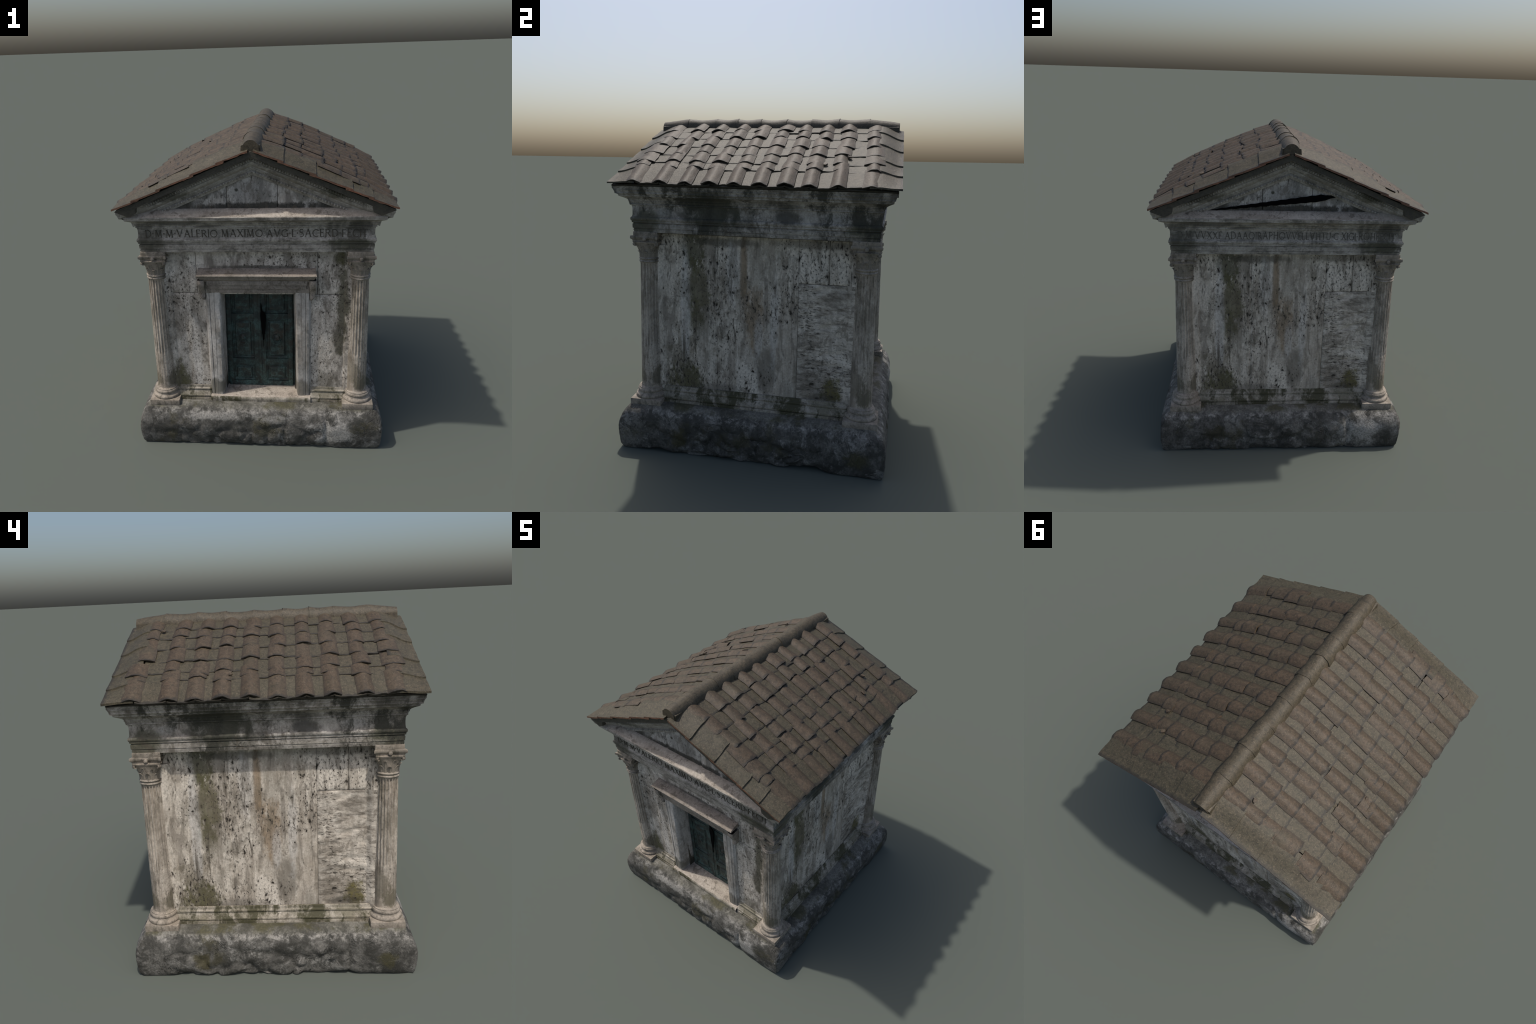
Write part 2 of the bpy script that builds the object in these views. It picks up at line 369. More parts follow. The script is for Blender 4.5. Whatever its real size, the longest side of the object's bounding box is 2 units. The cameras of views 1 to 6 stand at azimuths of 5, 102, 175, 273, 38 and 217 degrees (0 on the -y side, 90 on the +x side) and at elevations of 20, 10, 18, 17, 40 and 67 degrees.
# ------------------------------------------------------------------ root
root = bpy.data.objects.new('stone_mausoleum', None)
bpy.context.scene.collection.objects.link(root)
root["label"] = "small weathered stone tomb with tiled gable roof"
root["category"] = "mausoleum building"

# ------------------------------------------------------------------ base block
def base_block():
    B = Build()
    prof = [(.700, .0), (.758, .001), (.766, .02), (.770, .05), (.773, .08), (.774, .11), (.775, .14), (.7745, .165), (.771, .19), (.765, .210),
            (.757, .226), (.747, .239), (.735, .249), (.724, .257), (.712, .263), (.70, .268), (.64, .27), (.56, .27)]
    # finer levels
    lv = []
    for (a, b) in zip(prof, prof[1:]):
        k = 2
        for i in range(k):
            t = i / k
            lv.append((a[0] + (b[0] - a[0]) * t, a[1] + (b[1] - a[1]) * t))
    lv.append(prof[-1])
    per = []
    n = 110; cr = .024
    for s in range(4):
        a = s * pi / 2
        side = []
        for i in range(n):
            u = -1 + 2 * i / n
            side.append(u)
        for u in side:
            # square with rounded corners, unit half width
            px, py = u, -1.0
            lim = 1 - cr
            if abs(px) > lim:
                k = (abs(px) - lim) / cr
                ang = k * pi / 4
                px = math.copysign(lim + cr * sin(ang), px)
                py = -(lim + cr * cos(ang))
            per.append((px * cos(a) - py * sin(a), px * sin(a) + py * cos(a), u, s))
    rows = []
    for (r, z) in lv:
        row = []
        for (px, py, u, s) in per:
            p = Vector((px * r, py * r, z))
            out = Vector((px, py, 0)).normalized()
            side_w = smooth(.268, .20, z) * .85 + .15
            d = .008 * fbm(p * 4.5 + Vector((s * 4, 0, 0)), 3) + .005 * fbm(p * 15, 3)
            # cobbles bedded in mortar low in the middle of each face
            w = smooth(.20, .13, z + .04 * fbm(p * 5, 2)) * smooth(.80, .5, abs(u + .12))
            f1, f2 = vor(Vector((u * 5.6, z * 10, s * 9)) + Vector((fbm(p * 6, 2), fbm(p * 6 + Vector((9, 9, 9)), 2), 0)) * .7)
            d += w * ((.020 if s % 2 else .013) * smooth(0, .30, f2 - f1) - (.016 if s % 2 else .010))
            # vertical joint between two base stones
            uj = .545 + .02 * fbm((z * 14, s, 0), 2)
            d -= .013 * exp(-((u - uj) / .014) ** 2) * smooth(.27, .22, z)
            d += .006 * smooth(uj, uj + .08, u) * smooth(1.0, .9, u)
            d += .0022 * fbm(p * 30, 3)
            if s % 2 == 0:
                d += .010 * smooth(.22, .12, z)
            corner = smooth(.86, 1.0, abs(u))
            d -= .007 * corner * max(0, fbm(p * 11 + Vector((0, 0, 5)), 3) + .1)
            q = p + out * d * side_w
            low = smooth(.09, .0, z)
            lift = (.026 if s % 2 else .010) * max(0.0, fbm(Vector((u * 3.4, s * 5.0, 2)), 3) + .12) * smooth(1.0, .8, abs(u)) + .022 * exp(-((u - .50) / .09) ** 2) * (s % 2)
            q.z += low * lift
            if z > .255:
                q.z += .003 * fbm(p * 18, 3)
            row.append(q)
        rows.append(row)
    B.grid(rows, True)
    B.fan(rows[0], Vector((0, 0, .004)))
    B.fan(rows[-1], Vector((0, 0, .268)))
    zmin = min(v[2] for v in B.v)
    B.v = [(v[0], v[1], v[2] - zmin) for v in B.v]
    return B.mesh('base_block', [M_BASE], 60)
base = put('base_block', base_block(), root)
base.scale = (1.006, 1.016, 1)

# ------------------------------------------------------------------ walls
WALL = .622
def block_mesh(name, u0, u1, z0, z1, out, mat, relief=.004, rough_k=0.0, seed=0, depth=.05, step=.0085, arris=.004):
    """One dressed stone: a gently uneven face with worn arrises and returning sides (faces -y)."""
    nu = max(4, int((u1 - u0) / step)); nz = max(4, int((z1 - z0) / step))
    rows = []
    for j in range(nz + 1):
        z = z0 + (z1 - z0) * j / nz; row = []
        for i in range(nu + 1):
            u = u0 + (u1 - u0) * i / nu
            p = Vector((u, seed, z))
            e = min(u - u0, u1 - u, z - z0, z1 - z)
            chip = .004 * max(0, fbm(p * 22, 3))
            d = relief * fbm(Vector((u * 9, seed, z * 4)), 4) - arris * (1 - smooth(0, .010 + chip, e))
            f1, f2 = vor(Vector((u * 34, seed, z * 18)))
            d -= .0045 * smooth(.22, .05, f1) * smooth(-.1, .25, fbm(p * 5, 2))
            if rough_k:
                ww = fbm(Vector((u * 9 + fbm(p * 8, 2) * 2, seed, z * 26)), 4)
                d += rough_k * (ww * 1.1 - .25 * smooth(.1, .3, abs(ww)))
            row.append(Vector((u, -(out + d), z)))
        rows.append(row)
    B = Build(); B.grid(rows)
    rim = [r for r in rows[0]] + [r[-1] for r in rows[1:]] + list(reversed(rows[-1][:-1])) + [r[0] for r in reversed(rows[1:-1])]
    back = [Vector((p.x, -out + depth, p.z)) for p in rim]
    B.grid([rim, back], True)
    return B.mesh(name, [mat], 50)

coreB = Build()
c = WALL - .03
coreB.box(-c, -.225, -c, c, .255, 1.30); coreB.box(.225, c, -c, c, .255, 1.30)
coreB.box(-.225, .225, -.51, c, .255, 1.30); coreB.box(-.225, .225, -c, -.51, 1.04, 1.30)
wall = put('wall', coreB.mesh('wall', [M_CORE], 0), root)
g = .0016
side_blocks = [(-.60, -.2105, .27, 1.32, M_WALL, 0.0), (-.21, .2515, .27, 1.32, M_WALL, 0.0), (.253, .4165, 1.047, 1.32, M_WALL, 0.0),
               (.4185, .60, 1.048, 1.32, M_WALL, 0.0), (.253, .60, .27, 1.0445, M_WALL_ROUGH, .0075)]
for i, (a, b, z0, z1, m, rk) in enumerate(side_blocks):
    me = block_mesh('wall_block', a, b, z0, z1, WALL, m, .004, rk, seed=i * 3.7)
    for k in (1, 2, 3):
        ob = turn(put('wall_block', me, wall), k)
        if k % 2:
            ob.location.x = -.006 if k == 1 else .014
front_blocks = [(-.60, -.30, .27, 1.018, 0), (-.60, -.372, 1.021, 1.32, 1), (-.369, .366, 1.012, 1.32, 2), (.369, .60, 1.012, 1.32, 3), (.30, .60, .27, 1.009, 4)]
for (a, b, z0, z1, sd) in front_blocks:
    me = block_mesh('wall_block', a, b, z0, z1, WALL, M_FRONT, .004, 0.0, seed=20 + sd * 2.3)
    turn(put('wall_block', me, wall), 0)

# ------------------------------------------------------------------ mitred mouldings
def moulding_rows(prof, nu, umax=None, wob=.0015, seed=0.0, gap=None):
    rows = []
    for (r, z) in prof:
        row = []
        R = r if umax is None else umax
        for i in range(nu + 1):
            t = -1 + 2 * i / nu
            p = Vector((t * R, -r, z))
            k = 1 + (wob * fbm(Vector((p.x * 6 + seed, p.y * 3, p.z * 22)), 4) - 1.2 * wob * max(0, fbm(Vector((p.x * 15, p.z * 60, seed)), 3) - .25)) / r
            row.append(Vector((p.x * k if umax is None else p.x, p.y * k, p.z)))
        rows.append(row)
    return rows

def densify(prof, step=.004):
    out = [prof[0]]
    for a, b in zip(prof, prof[1:]):
        L = math.hypot(b[0] - a[0], b[1] - a[1]); n = max(1, int(L / step))
        for i in range(1, n + 1):
            out.append((a[0] + (b[0] - a[0]) * i / n, a[1] + (b[1] - a[1]) * i / n))
    return out

# entablature: soffit, two fasciae, crowning bead, hollow frieze, bed mould, cornice
ENT = [(.58, 1.309), (.640, 1.309), (.676, 1.307), (.683, 1.309), (.686, 1.326), (.683, 1.328), (.683, 1.331), (.688, 1.333), (.689, 1.357), (.685, 1.359), (.685, 1.362),
       (.692, 1.366), (.692, 1.374), (.696, 1.378), (.698, 1.384), (.698, 1.392), (.694, 1.397), (.690, 1.400), (.688, 1.412), (.687, 1.432), (.688, 1.452), (.691, 1.464),
       (.697, 1.467), (.697, 1.472), (.694, 1.474), (.700, 1.484), (.704, 1.489), (.702, 1.491), (.708, 1.500), (.720, 1.508), (.734, 1.515), (.744, 1.520), (.747, 1.538), (.743, 1.542)]
LEDGE = [(.72, 1.558), (.69, 1.575), (.60, 1.578)]
entab = put('entablature', None, root)
eb = Build(); eb.box(-.64, .64, -.64, .64, 1.30, 1.56)
bpy.data.objects.remove(entab)
entab = put('entablature', eb.mesh('entablature', [M_CORE], 0), root)
def ent_mesh(mat, seed):
    B = Build(); prof = densify(ENT)
    B.grid(moulding_rows(prof, 140, None, .0016, seed))
    B.grid(moulding_rows([prof[-1]] + densify(LEDGE, .012), 140, None, .0016, seed), mi=1)  # ledge top takes a lighter stone colour to look sunlit
    return B.mesh('cornice_course', [mat, M_SILL], 40)
mf, ms = ent_mesh(M_ENTF, 1.0), ent_mesh(M_ENT, 5.0)
for k, me in enumerate((mf, ms, mf, ms)):
    turn(put('cornice_course', me, entab), k, KENT)

# ------------------------------------------------------------------ wall foot moulding
FOOT = [(r - .010 * min(1, max(0, (r - .62) / .03)), z) for r, z in [(.618, .362), (.628, .360), (.631, .352), (.631, .346), (.634, .343), (.643, .341), (.646, .336), (.645, .331), (.640, .328), (.641, .325), (.648, .318), (.656, .309), (.660, .302),
        (.664, .300), (.666, .293), (.664, .288), (.658, .286), (.668, .284), (.670, .262)]]
def foot_mesh(u0, u1, seed):
    prof = densify(FOOT, .004); nu = max(8, int((u1 - u0) / .01)); rows = []
    for (r, z) in prof:
        row = []
        for i in range(nu + 1):
            u = u0 + (u1 - u0) * i / nu
            d = .003 * fbm(Vector((u * 9 + seed, r * 5, z * 25)), 4) - .004 * max(0, fbm(Vector((u * 18, seed, z * 30)), 3) - .15)
            row.append(Vector((u, -(r + d), z)))
        rows.append(row)
    B = Build(); B.grid(rows)
    for ring in ([r[0] for r in rows], [r[-1] for r in rows]):
        B.fan(list(ring), Vector((ring[0].x, -.6, .3)))
    return B.mesh('wall_moulding', [M_SILLM], 40)
fm = foot_mesh(-.555, .555, 0)
for k in (1, 2, 3):
    turn(put('wall_moulding', fm, root), k)
for a, b, s in ((-.555, -.322, 4), (.324, .555, 8)):
    turn(put('wall_moulding', foot_mesh(a, b, s), root), 0)

# ------------------------------------------------------------------ columns
CC = .617
def shaft_mesh():
    rows = []; n = 160; fl = 20
    zs = [.335 + (1.135 - .335) * i / 80 for i in range(81)]
    for z in zs:
        t = (z - .335) / .80
        r = .0625 - .0065 * t ** 1.3 + .007 * smooth(.372, .345, z) + .003 * smooth(1.118, 1.13, z)
        row = []
        full = smooth(.615, .625, z + .012 * noise.noise(Vector((z * 3, 0, 0)))) * smooth(1.128, 1.118, z)
        reed = smooth(.38, .42, z) * (1 - full)
        for i in range(n):
            a = 2 * pi * i / n
            ph = abs(((a * fl / (2 * pi)) % 1.0) - .5) * 2
            groove = max(0, 1 - ph * 1.35)
            d = -.0062 * full * sqrt(groove) - .0012 * reed * groove
            p = Vector((cos(a) * .06, sin(a) * .06, z))
            d += .0016 * fbm(p * 24, 3) - .003 * max(0, fbm(p * 16 + Vector((0, 0, 4)), 3) - .15)
            row.append(Vector((cos(a) * (r + d), sin(a) * (r + d), z)))
        rows.append(row)
    B = Build(); B.grid(rows, True)
    return B.mesh('column', [M_COL], 60)
def col_base_mesh():
    B = Build()
    B.box(-.097, .097, -.097, .097, .255, .297, .006)
    prof = [(.078, .294), (.090, .2965), (.0935, .303), (.0935, .311), (.089, .318), (.083, .320), (.0785, .326), (.0765, .332), (.080, .335), (.081, .342), (.078, .349), (.0735, .352), (.0735, .357), (.066, .361), (.06, .364)]
    rows = [[Vector((cos(2 * pi * i / 64) * r, sin(2 * pi * i / 64) * r, z)) for i in range(64)] for r, z in densify(prof, .003)]
    B.grid(rows, True)
    me = B.mesh('column_base', [M_CAP], 40)
    for v in me.vertices:
        v.co += v.co.normalized() * (.004 * fbm(v.co * 18, 3) - .005 * max(0, fbm(v.co * 14 + Vector((5, 5, 5)), 3) - .2))
    return me
def capital_mesh():
    B = Build()
    prof = [(.056, 1.125), (.0605, 1.128), (.063, 1.134), (.0605, 1.140), (.0575, 1.142), (.0615, 1.146), (.064, 1.151), (.0615, 1.156), (.057, 1.159), (.058, 1.18), (.061, 1.20), (.065, 1.22), (.070, 1.238), (.075, 1.246), (.076, 1.251), (.058, 1.256)]
    def bell(r, z):
        k = smooth(1.175, 1.248, z); ring = []
        for i in range(64):
            a = 2 * pi * i / 64
            sq = 1 / max(abs(cos(a)), abs(sin(a)))
            m = 1 + (min(sq, 1.32) - 1) * k
            ring.append(Vector((cos(a) * r * m, sin(a) * r * m, z)))
        return ring
    B.grid([bell(r, z) for r, z in densify(prof, .004)], True)
    # abacus with hollowed sides
    def ab(rad, z):
        ring = []
        for s in range(4):
            for i in range(12):
                t = -1 + 2 * i / 12
                k = rad * (1 - .16 * (1 - t * t) ** 1.0)
                x, y = t * rad, -k
                a = s * pi / 2
                ring.append(Vector((x * cos(a) - y * sin(a), x * sin(a) + y * cos(a), z)))
        return ring
    rows = [ab(r, z) for r, z in [(.058, 1.244), (.072, 1.246), (.075, 1.254), (.074, 1.263), (.079, 1.267), (.085, 1.272), (.085, 1.284), (.083, 1.288), (.05, 1.292)]]
    B.grid(rows, True)
    # impost that carries the architrave corner
    for (rr, z0, z1) in ((.078, 1.286, 1.312),):
        B.box(-rr, .072, -.072, rr, z0, z1, .003)
    # corner volutes and rosettes
    for s in range(4):
        a = pi / 4 + s * pi / 2
        c0 = Vector((cos(a), sin(a), 0)); side = Vector((-sin(a), cos(a), 0))
        for sg in (-1, 1):
            rows = []
            for i in range(22):
                th = i / 21 * 3.6 * pi / 2
                rad = .0145 * (1 - .72 * i / 21)
                cen = c0 * .090 + Vector((0, 0, 1.2350))
                p = cen + c0 * (-rad * cos(th)) + Vector((0, 0, rad * sin(th)))
                if i == 0:
                    p0 = c0 * .062 + Vector((0, 0, 1.20))
                    rows.append([p0 + side * w + c0 * h for w, h in ((.001 * sg, 0), (.009 * sg, 0), (.009 * sg, .006), (.001 * sg, .006))])
                rows.append([p + side * w + (p - cen).normalized() * h for w, h in ((.001 * sg, -.003), (.010 * sg, -.003), (.010 * sg, .003), (.001 * sg, .003))])
            B.grid(rows, True)
    for s in range(4):
        a = s * pi / 2
        d = Vector((cos(a), sin(a), 0)); t = Vector((-sin(a), cos(a), 0)); cen = d * .075 + Vector((0, 0, 1.268))
        ring = [cen + d * .004 + (t * cos(q) + Vector((0, 0, sin(q)))) * .011 for q in [2 * pi * i / 10 for i in range(10)]]
        B.fan(ring, cen + d * .011); B.grid([ring, [p - d * .012 for p in ring]], True)
    return B.mesh('capital', [M_CAP], 45)
def leaf_mesh(h, w, curl):
    """one acanthus leaf: grows up the bell, fans out, tip curls outward (local +x is out)"""
    rows = []; n = 12
    for i in range(n + 1):
        t = i / n
        zz = h * (t if t < .82 else .82 + .18 * sin((t - .82) / .18 * pi / 2) - .25 * max(0, t - .9))
        ox = .003 + .010 * t * t + curl * max(0, (t - .62) / .38) ** 2
        ww = w * (.62 + .5 * sin(pi * min(1, t * .95))) * (1 - .55 * max(0, (t - .7) / .3))
        ww *= 1 - .18 * abs(sin(t * pi * 3.5))
        row = []
        for j in range(9):
            s = -1 + 2 * j / 8
            bend = -.22 * ww * s * s + .0016 * (1 - abs(s)) + .0012 * cos(s * pi * 3)
            row.append(Vector((ox + bend, s * ww, zz)))
        rows.append(row)
    B = Build(); B.grid(rows)
    B.grid([[p - Vector((.0035, 0, 0)) for p in r] for r in rows])
    rim = rows[0] + [r[-1] for r in rows[1:]] + list(reversed(rows[-1][:-1])) + [r[0] for r in reversed(rows[1:-1])]
    B.grid([rim, [p - Vector((.0035, 0, 0)) for p in rim]], True)
    return B.mesh('acanthus_leaf', [M_CAP], 50)
me_shaft, me_cb, me_cap = shaft_mesh(), col_base_mesh(), capital_mesh()
me_l1, me_l2 = leaf_mesh(.042, .0165, .006), leaf_mesh(.072, .016, .008)
for k in range(4):
    ang = k * pi / 2
    x, y = CC, -CC
    px, py = x * cos(ang) - y * sin(ang), x * sin(ang) + y * cos(ang)
    py += math.copysign(.019, py)
    colm = put('column', me_shaft, root); colm.location = (px, py, 0); colm.rotation_euler.z = ang
    cbs = put('column_base', me_cb, colm); cbs.location = (.004, -.004, 0)
    cap = put('capital', me_cap, root); cap.location = (px, py, 0); cap.rotation_euler.z = ang - pi / 2 + pi / 2
    for row, (me_l, r0, cnt, ph) in enumerate(((me_l1, .0555, 8, 0), (me_l2, .055, 8, .5))):
        for i in range(cnt):
            a = 2 * pi * (i + ph) / cnt
            lf = put('acanthus_leaf', me_l, cap)
            lf.location = (cos(a) * r0, sin(a) * r0, 1.157)
            lf.rotation_euler.z = a + rng.uniform(-.05, .05)
            lf.scale = (1, rng.uniform(.9, 1.08), rng.uniform(.92, 1.03))

# engaged columns: the wall swells into a narrow backing strip beside every shaft
def backing_mesh(sg, mat):
    B = Build(); rows = []
    for j in range(81):
        z = .33 + .90 * j / 80; row = []
        for i in range(13):
            t = i / 12
            u = .502 + .095 * t
            o = .606 + .026 * smooth(.03, .45, t) + .018 * smooth(.5, 1, t) + .003 * fbm(Vector((u * 12, z * 5, sg)), 4) - .003 * max(0, fbm(Vector((u * 20, z * 14, sg + 4)), 3) - .1)
            row.append(Vector((sg * u, -o, z)))
        rows.append(row)
    B.grid(rows)
    B.fan(list(rows[-1]), Vector((sg * .56, -.60, rows[-1][0].z)))
    if sg > 0 and mat is M_WALL:        # the eroded block runs on behind the column
        B.m = [1 if B.v[f[0]][2] < 1.042 else 0 for f in B.f]
    return B.mesh('column_backing', [mat, M_WALL_ROUGH], 60)
for sg in (-1, 1):
    bk = backing_mesh(sg, M_WALL); bkf = backing_mesh(sg, M_FRONT)
    for k in range(4):
        turn(put('column_backing', bk if k else bkf, root), k)

# ------------------------------------------------------------------ door and its frame
lint = Build()
# lintel with stepped fasciae
lint.box(-.318, .318, -.668, -.60, 1.030, 1.120, .004)
lint.box(-.300, .300, -.677, -.60, 1.062, 1.116, .004)
lint.box(-.306, .306, -.687, -.60, 1.090, 1.122, .004)
me = lint.mesh('door_frame', [M_HOOD], 35); roughen(me, .0015, 30)
frame = put('door_frame', me, root)
def jamb_mesh(sx):
    B = Build()
    z0, z1 = .285, 1.034
    secs = [(.325, -.605), (.325, -.662), (.318, -.668), (.314, -.676), (.300, -.679), (.296, -.674), (.292, -.679), (.268, -.681), (.264, -.677), (.260, -.681), (.232, -.682), (.226, -.677), (.222, -.66), (.213, -.585), (.212, -.535)]
    rows = []
    nz = 60
    for j in range(nz + 1):
        z = z0 + (z1 - z0) * j / nz
        row = []
        for i, (u, yy) in enumerate(secs):
            uu = u + ((.012 * (1 - j / nz) + (.006 if sx > 0 else .002)) if u < .29 else 0) * (1 if i > 8 else .5)
            p = Vector((u * 8, yy * 8, z * 6 + sx * 3))
            d = .0025 * fbm(p * 2, 3) - .007 * max(0, fbm(p * 3 + Vector((4, 4, 0)), 3) - .22)
            row.append(Vector((sx * (uu + (d if i < 4 else (-d if i > 9 else 0))), yy - d + .013, z)))
        rows.append(row)
    B.grid(rows)
    for r in (rows[0], rows[-1]):
        B.fan(list(r), Vector((sx * .27, -.60, r[0].z)))
    return B.mesh('jamb', [M_JAMB], 40)
for sx in (-1, 1):
    put('jamb', jamb_mesh(sx), frame)
# hood: cornice over the door with returning ends and a weathered sloping top
HOOD = [(-.004, 1.104), (.010, 1.110), (.012, 1.118), (.020, 1.122), (.030, 1.132), (.036, 1.139), (.036, 1.143), (.042, 1.148), (.049, 1.158), (.050, 1.162), (.047, 1.165)]
def hood_mesh():
    B = Build(); rows = []
    for (o, z) in densify(HOOD, .004):
        hw = .312 + o; yy = -.672 - o
        path = [(-hw, -.60)] + [(-hw, -.60 + (yy + .60) * i / 8) for i in range(1, 8)]
        path += [(-hw + 2 * hw * i / 80, yy) for i in range(81)] + [(hw, yy + (-.60 - yy) * i / 8) for i in range(1, 9)]
        row = []
        for (x, y) in path:
            d = .0014 * fbm(Vector((x * 9, y * 9, z * 40)), 4) + .004 * min(0, .22 - fbm(Vector((x * 17, y * 3, z * 25 + 7)), 3))
            row.append(Vector((x * (1 + d), y - d * .8, z + .6 * d)))
        rows.append(row)
    B.grid(rows)
    r = rows[-1]
    B.grid([r, [Vector((p.x * .992, -.625 if p.y < -.70 else max(p.y, -.625), 1.190)) for p in r]])
    B.add([rows[0][0], rows[0][-1], Vector((.312, -.672, 1.108)), Vector((-.312, -.672, 1.108))], [(0, 1, 2, 3)])
    return B.mesh('hood', [M_HOOD], 40)
put('hood', hood_mesh(), frame)
def bracket_mesh(sx):
    B = Build(); rows = []
    n = 26
    for i in range(n + 1):
        t = i / n
        z = 1.128 - t * .148
        out = .706 - .030 * smooth(0, .75, t) + .006 * sin(t * pi * 2.2) - .020 * smooth(.85, 1, t)
        hw0, hw1 = .316 + .006 * t, .358 - .010 * t * t - .012 * smooth(.8, 1, t)
        rows.append([Vector((sx * hw0, -.615, z)), Vector((sx * hw0, -out + .004, z)), Vector((sx * (hw0 + .006), -out, z)), Vector((sx * (hw0 + hw1) / 2, -out - .003, z)),
                     Vector((sx * (hw1 - .006), -out, z)), Vector((sx * hw1, -out + .004, z)), Vector((sx * hw1, -.615, z))])
    B.grid(rows); B.fan(list(rows[-1]), Vector((sx * .335, -.63, rows[-1][0].z)))
    me = B.mesh('bracket', [M_HOOD], 45); roughen(me, .002, 40)
    return me
for sx in (-1, 1):
    put('bracket', bracket_mesh(sx), frame)
# worn threshold slab and its mossy riser
rows = []
for (o, z) in [(.52, .307), (.58, .308), (.64, .308), (.67, .306), (.685, .303), (.691, .297), (.692, .285), (.690, .262)]:
    row = []
    for i in range(61):
        u = -.322 + .646 * i / 60
        wear = exp(-(u / .16) ** 2)
        d = .006 * fbm(Vector((u * 10, o * 8, z * 8)), 4) + .004 * fbm(Vector((u * 34, 0, 1)), 3)
        row.append(Vector((u, -o - d * (1 if o > .66 else .2), z - .004 * wear * smooth(.58, .66, o) + .2 * d)))
    rows.append(row)
B = Build(); B.grid(rows); B.m = [1 if i >= 60 * 4 else 0 for i in range(len(B.f))]
put('threshold', B.mesh('threshold', [M_SILL, M_SILLM], 50), frame)

DY = -.548
db = Build(); db.box(-.228, .228, DY + .004, DY + .03, .285, 1.06)
door = put('door', db.mesh('door', [M_BRONZE], 0), root)
def door_leaf(sx):
    B = Build()
    x0, x1 = .003, .212
    def bx(a, b, z0, z1, y, bev=.003, mi=0):
        xs = sorted((sx * a, sx * b)); B.box(xs[0], xs[1], y, DY + .012, z0, z1, bev, mi)
    bx(x0, x0 + .034, .296, 1.045, DY - .009); bx(x1 - .030, x1, .296, 1.045, DY - .009)
    for z0, z1 in ((.296, .343), (.468, .510), (.800, .838), (1.012, 1.045)):
        bx(x0 + .0335, x1 - .0295, z0, z1, DY - .0085)
    return B.mesh('door_leaf', [M_BRONZE], 35)
def panel_mesh(sx, z0, z1, boss):
    B = Build()
    cx = sx * .1095; hw = .0755
    steps = [(0, 0), (.006, -.004), (.010, -.004), (.015, .002), (.024, .002), (.029, -.006), (.034, -.006)]
    rows = []
    for (ins, dy) in steps:
        rows.append([Vector((cx + a * (hw - ins), DY + dy, (z0 + ins) if b < 0 else (z1 - ins))) for a, b in ((-1, -1), (1, -1), (1, 1), (-1, 1))])
    B.grid(rows, True); B.add(rows[-1], [(0, 1, 2, 3)], 1)
    if boss:
        zc = (z0 + z1) / 2 + .01
        prof = [(.040, .0), (.040, .004), (.034, .006), (.030, .002), (.022, .003), (.018, .010), (.010, .013)]
        rr = [[Vector((cx + cos(2 * pi * i / 28) * r * .85, DY - .003 - h, zc + sin(2 * pi * i / 28) * r)) for i in range(28)] for r, h in prof]
        B.grid(rr, True, 1); B.fan(rr[-1], Vector((cx, DY - .018, zc)), 1)
    return B.mesh('door_panel', [M_BRONZE, M_BRONZE_P], 40)
def ring_mesh(sx):
    B = Build(); rows = []
    cx, zc = sx * .1095, .640
    for i in range(24):
        a = 2 * pi * i / 24
        rows.append([Vector((cx + cos(a) * (.020 + .003 * cos(b)), DY - .016 + .003 * sin(b), zc + sin(a) * (.020 + .003 * cos(b)))) for b in [2 * pi * j / 8 for j in range(8)]])
    rows.append(rows[0]); B.grid(rows, True)
    return B.mesh('door_knocker', [M_BRONZE_P], 60)
for sx in (-1, 1):
    put('door_leaf', door_leaf(sx), door)
    for z0, z1, boss in ((.342, .469, False), (.509, .801, True), (.837, 1.013, False)):
        put('door_panel', panel_mesh(sx, z0, z1, boss), door)
    put('door_knocker', ring_mesh(sx), door)
sb = Build(); sb.box(-.009, .009, DY - .013, DY, .296, 1.045, .004)
put('door_astragal', sb.mesh('door_astragal', [M_BRONZE], 35), door)

def jag_strip(name, pts, y, parent, rot=0.0, jag=.0):
    """thin dark gap given as (x, z, half height/width) stations"""
    B = Build(); rows = []
    for (x, z, wx, wz) in pts:
        rows.append([Vector((x - wx, y, z - wz)), Vector((x + wx, y, z + wz)), Vector((x + wx, y + .006, z + wz)), Vector((x - wx, y + .006, z - wz))])
    B.grid(rows, True)
    B.add(rows[0], [(0, 1, 2, 3)]); B.add(rows[-1], [(0, 1, 2, 3)])
    ob = put(name, B.mesh(name, [M_VOID], 0), parent); ob.rotation_euler.z = rot
    return ob
jag_strip('door_hole', [(.012, .912, .001, 0), (.013, .90, .003, 0), (.0155, .86, .005, 0), (.022, .850, .014, 0), (.024, .83, .018, 0), (.026, .80, .018, 0), (.025, .785, .014, 0), (.025, .75, .013, 0),
                        (.024, .70, .010, 0), (.024, .695, .007, 0), (.023, .66, .006, 0), (.023, .655, .002, 0), (.022, .605, .001, 0)], DY - .021, door)

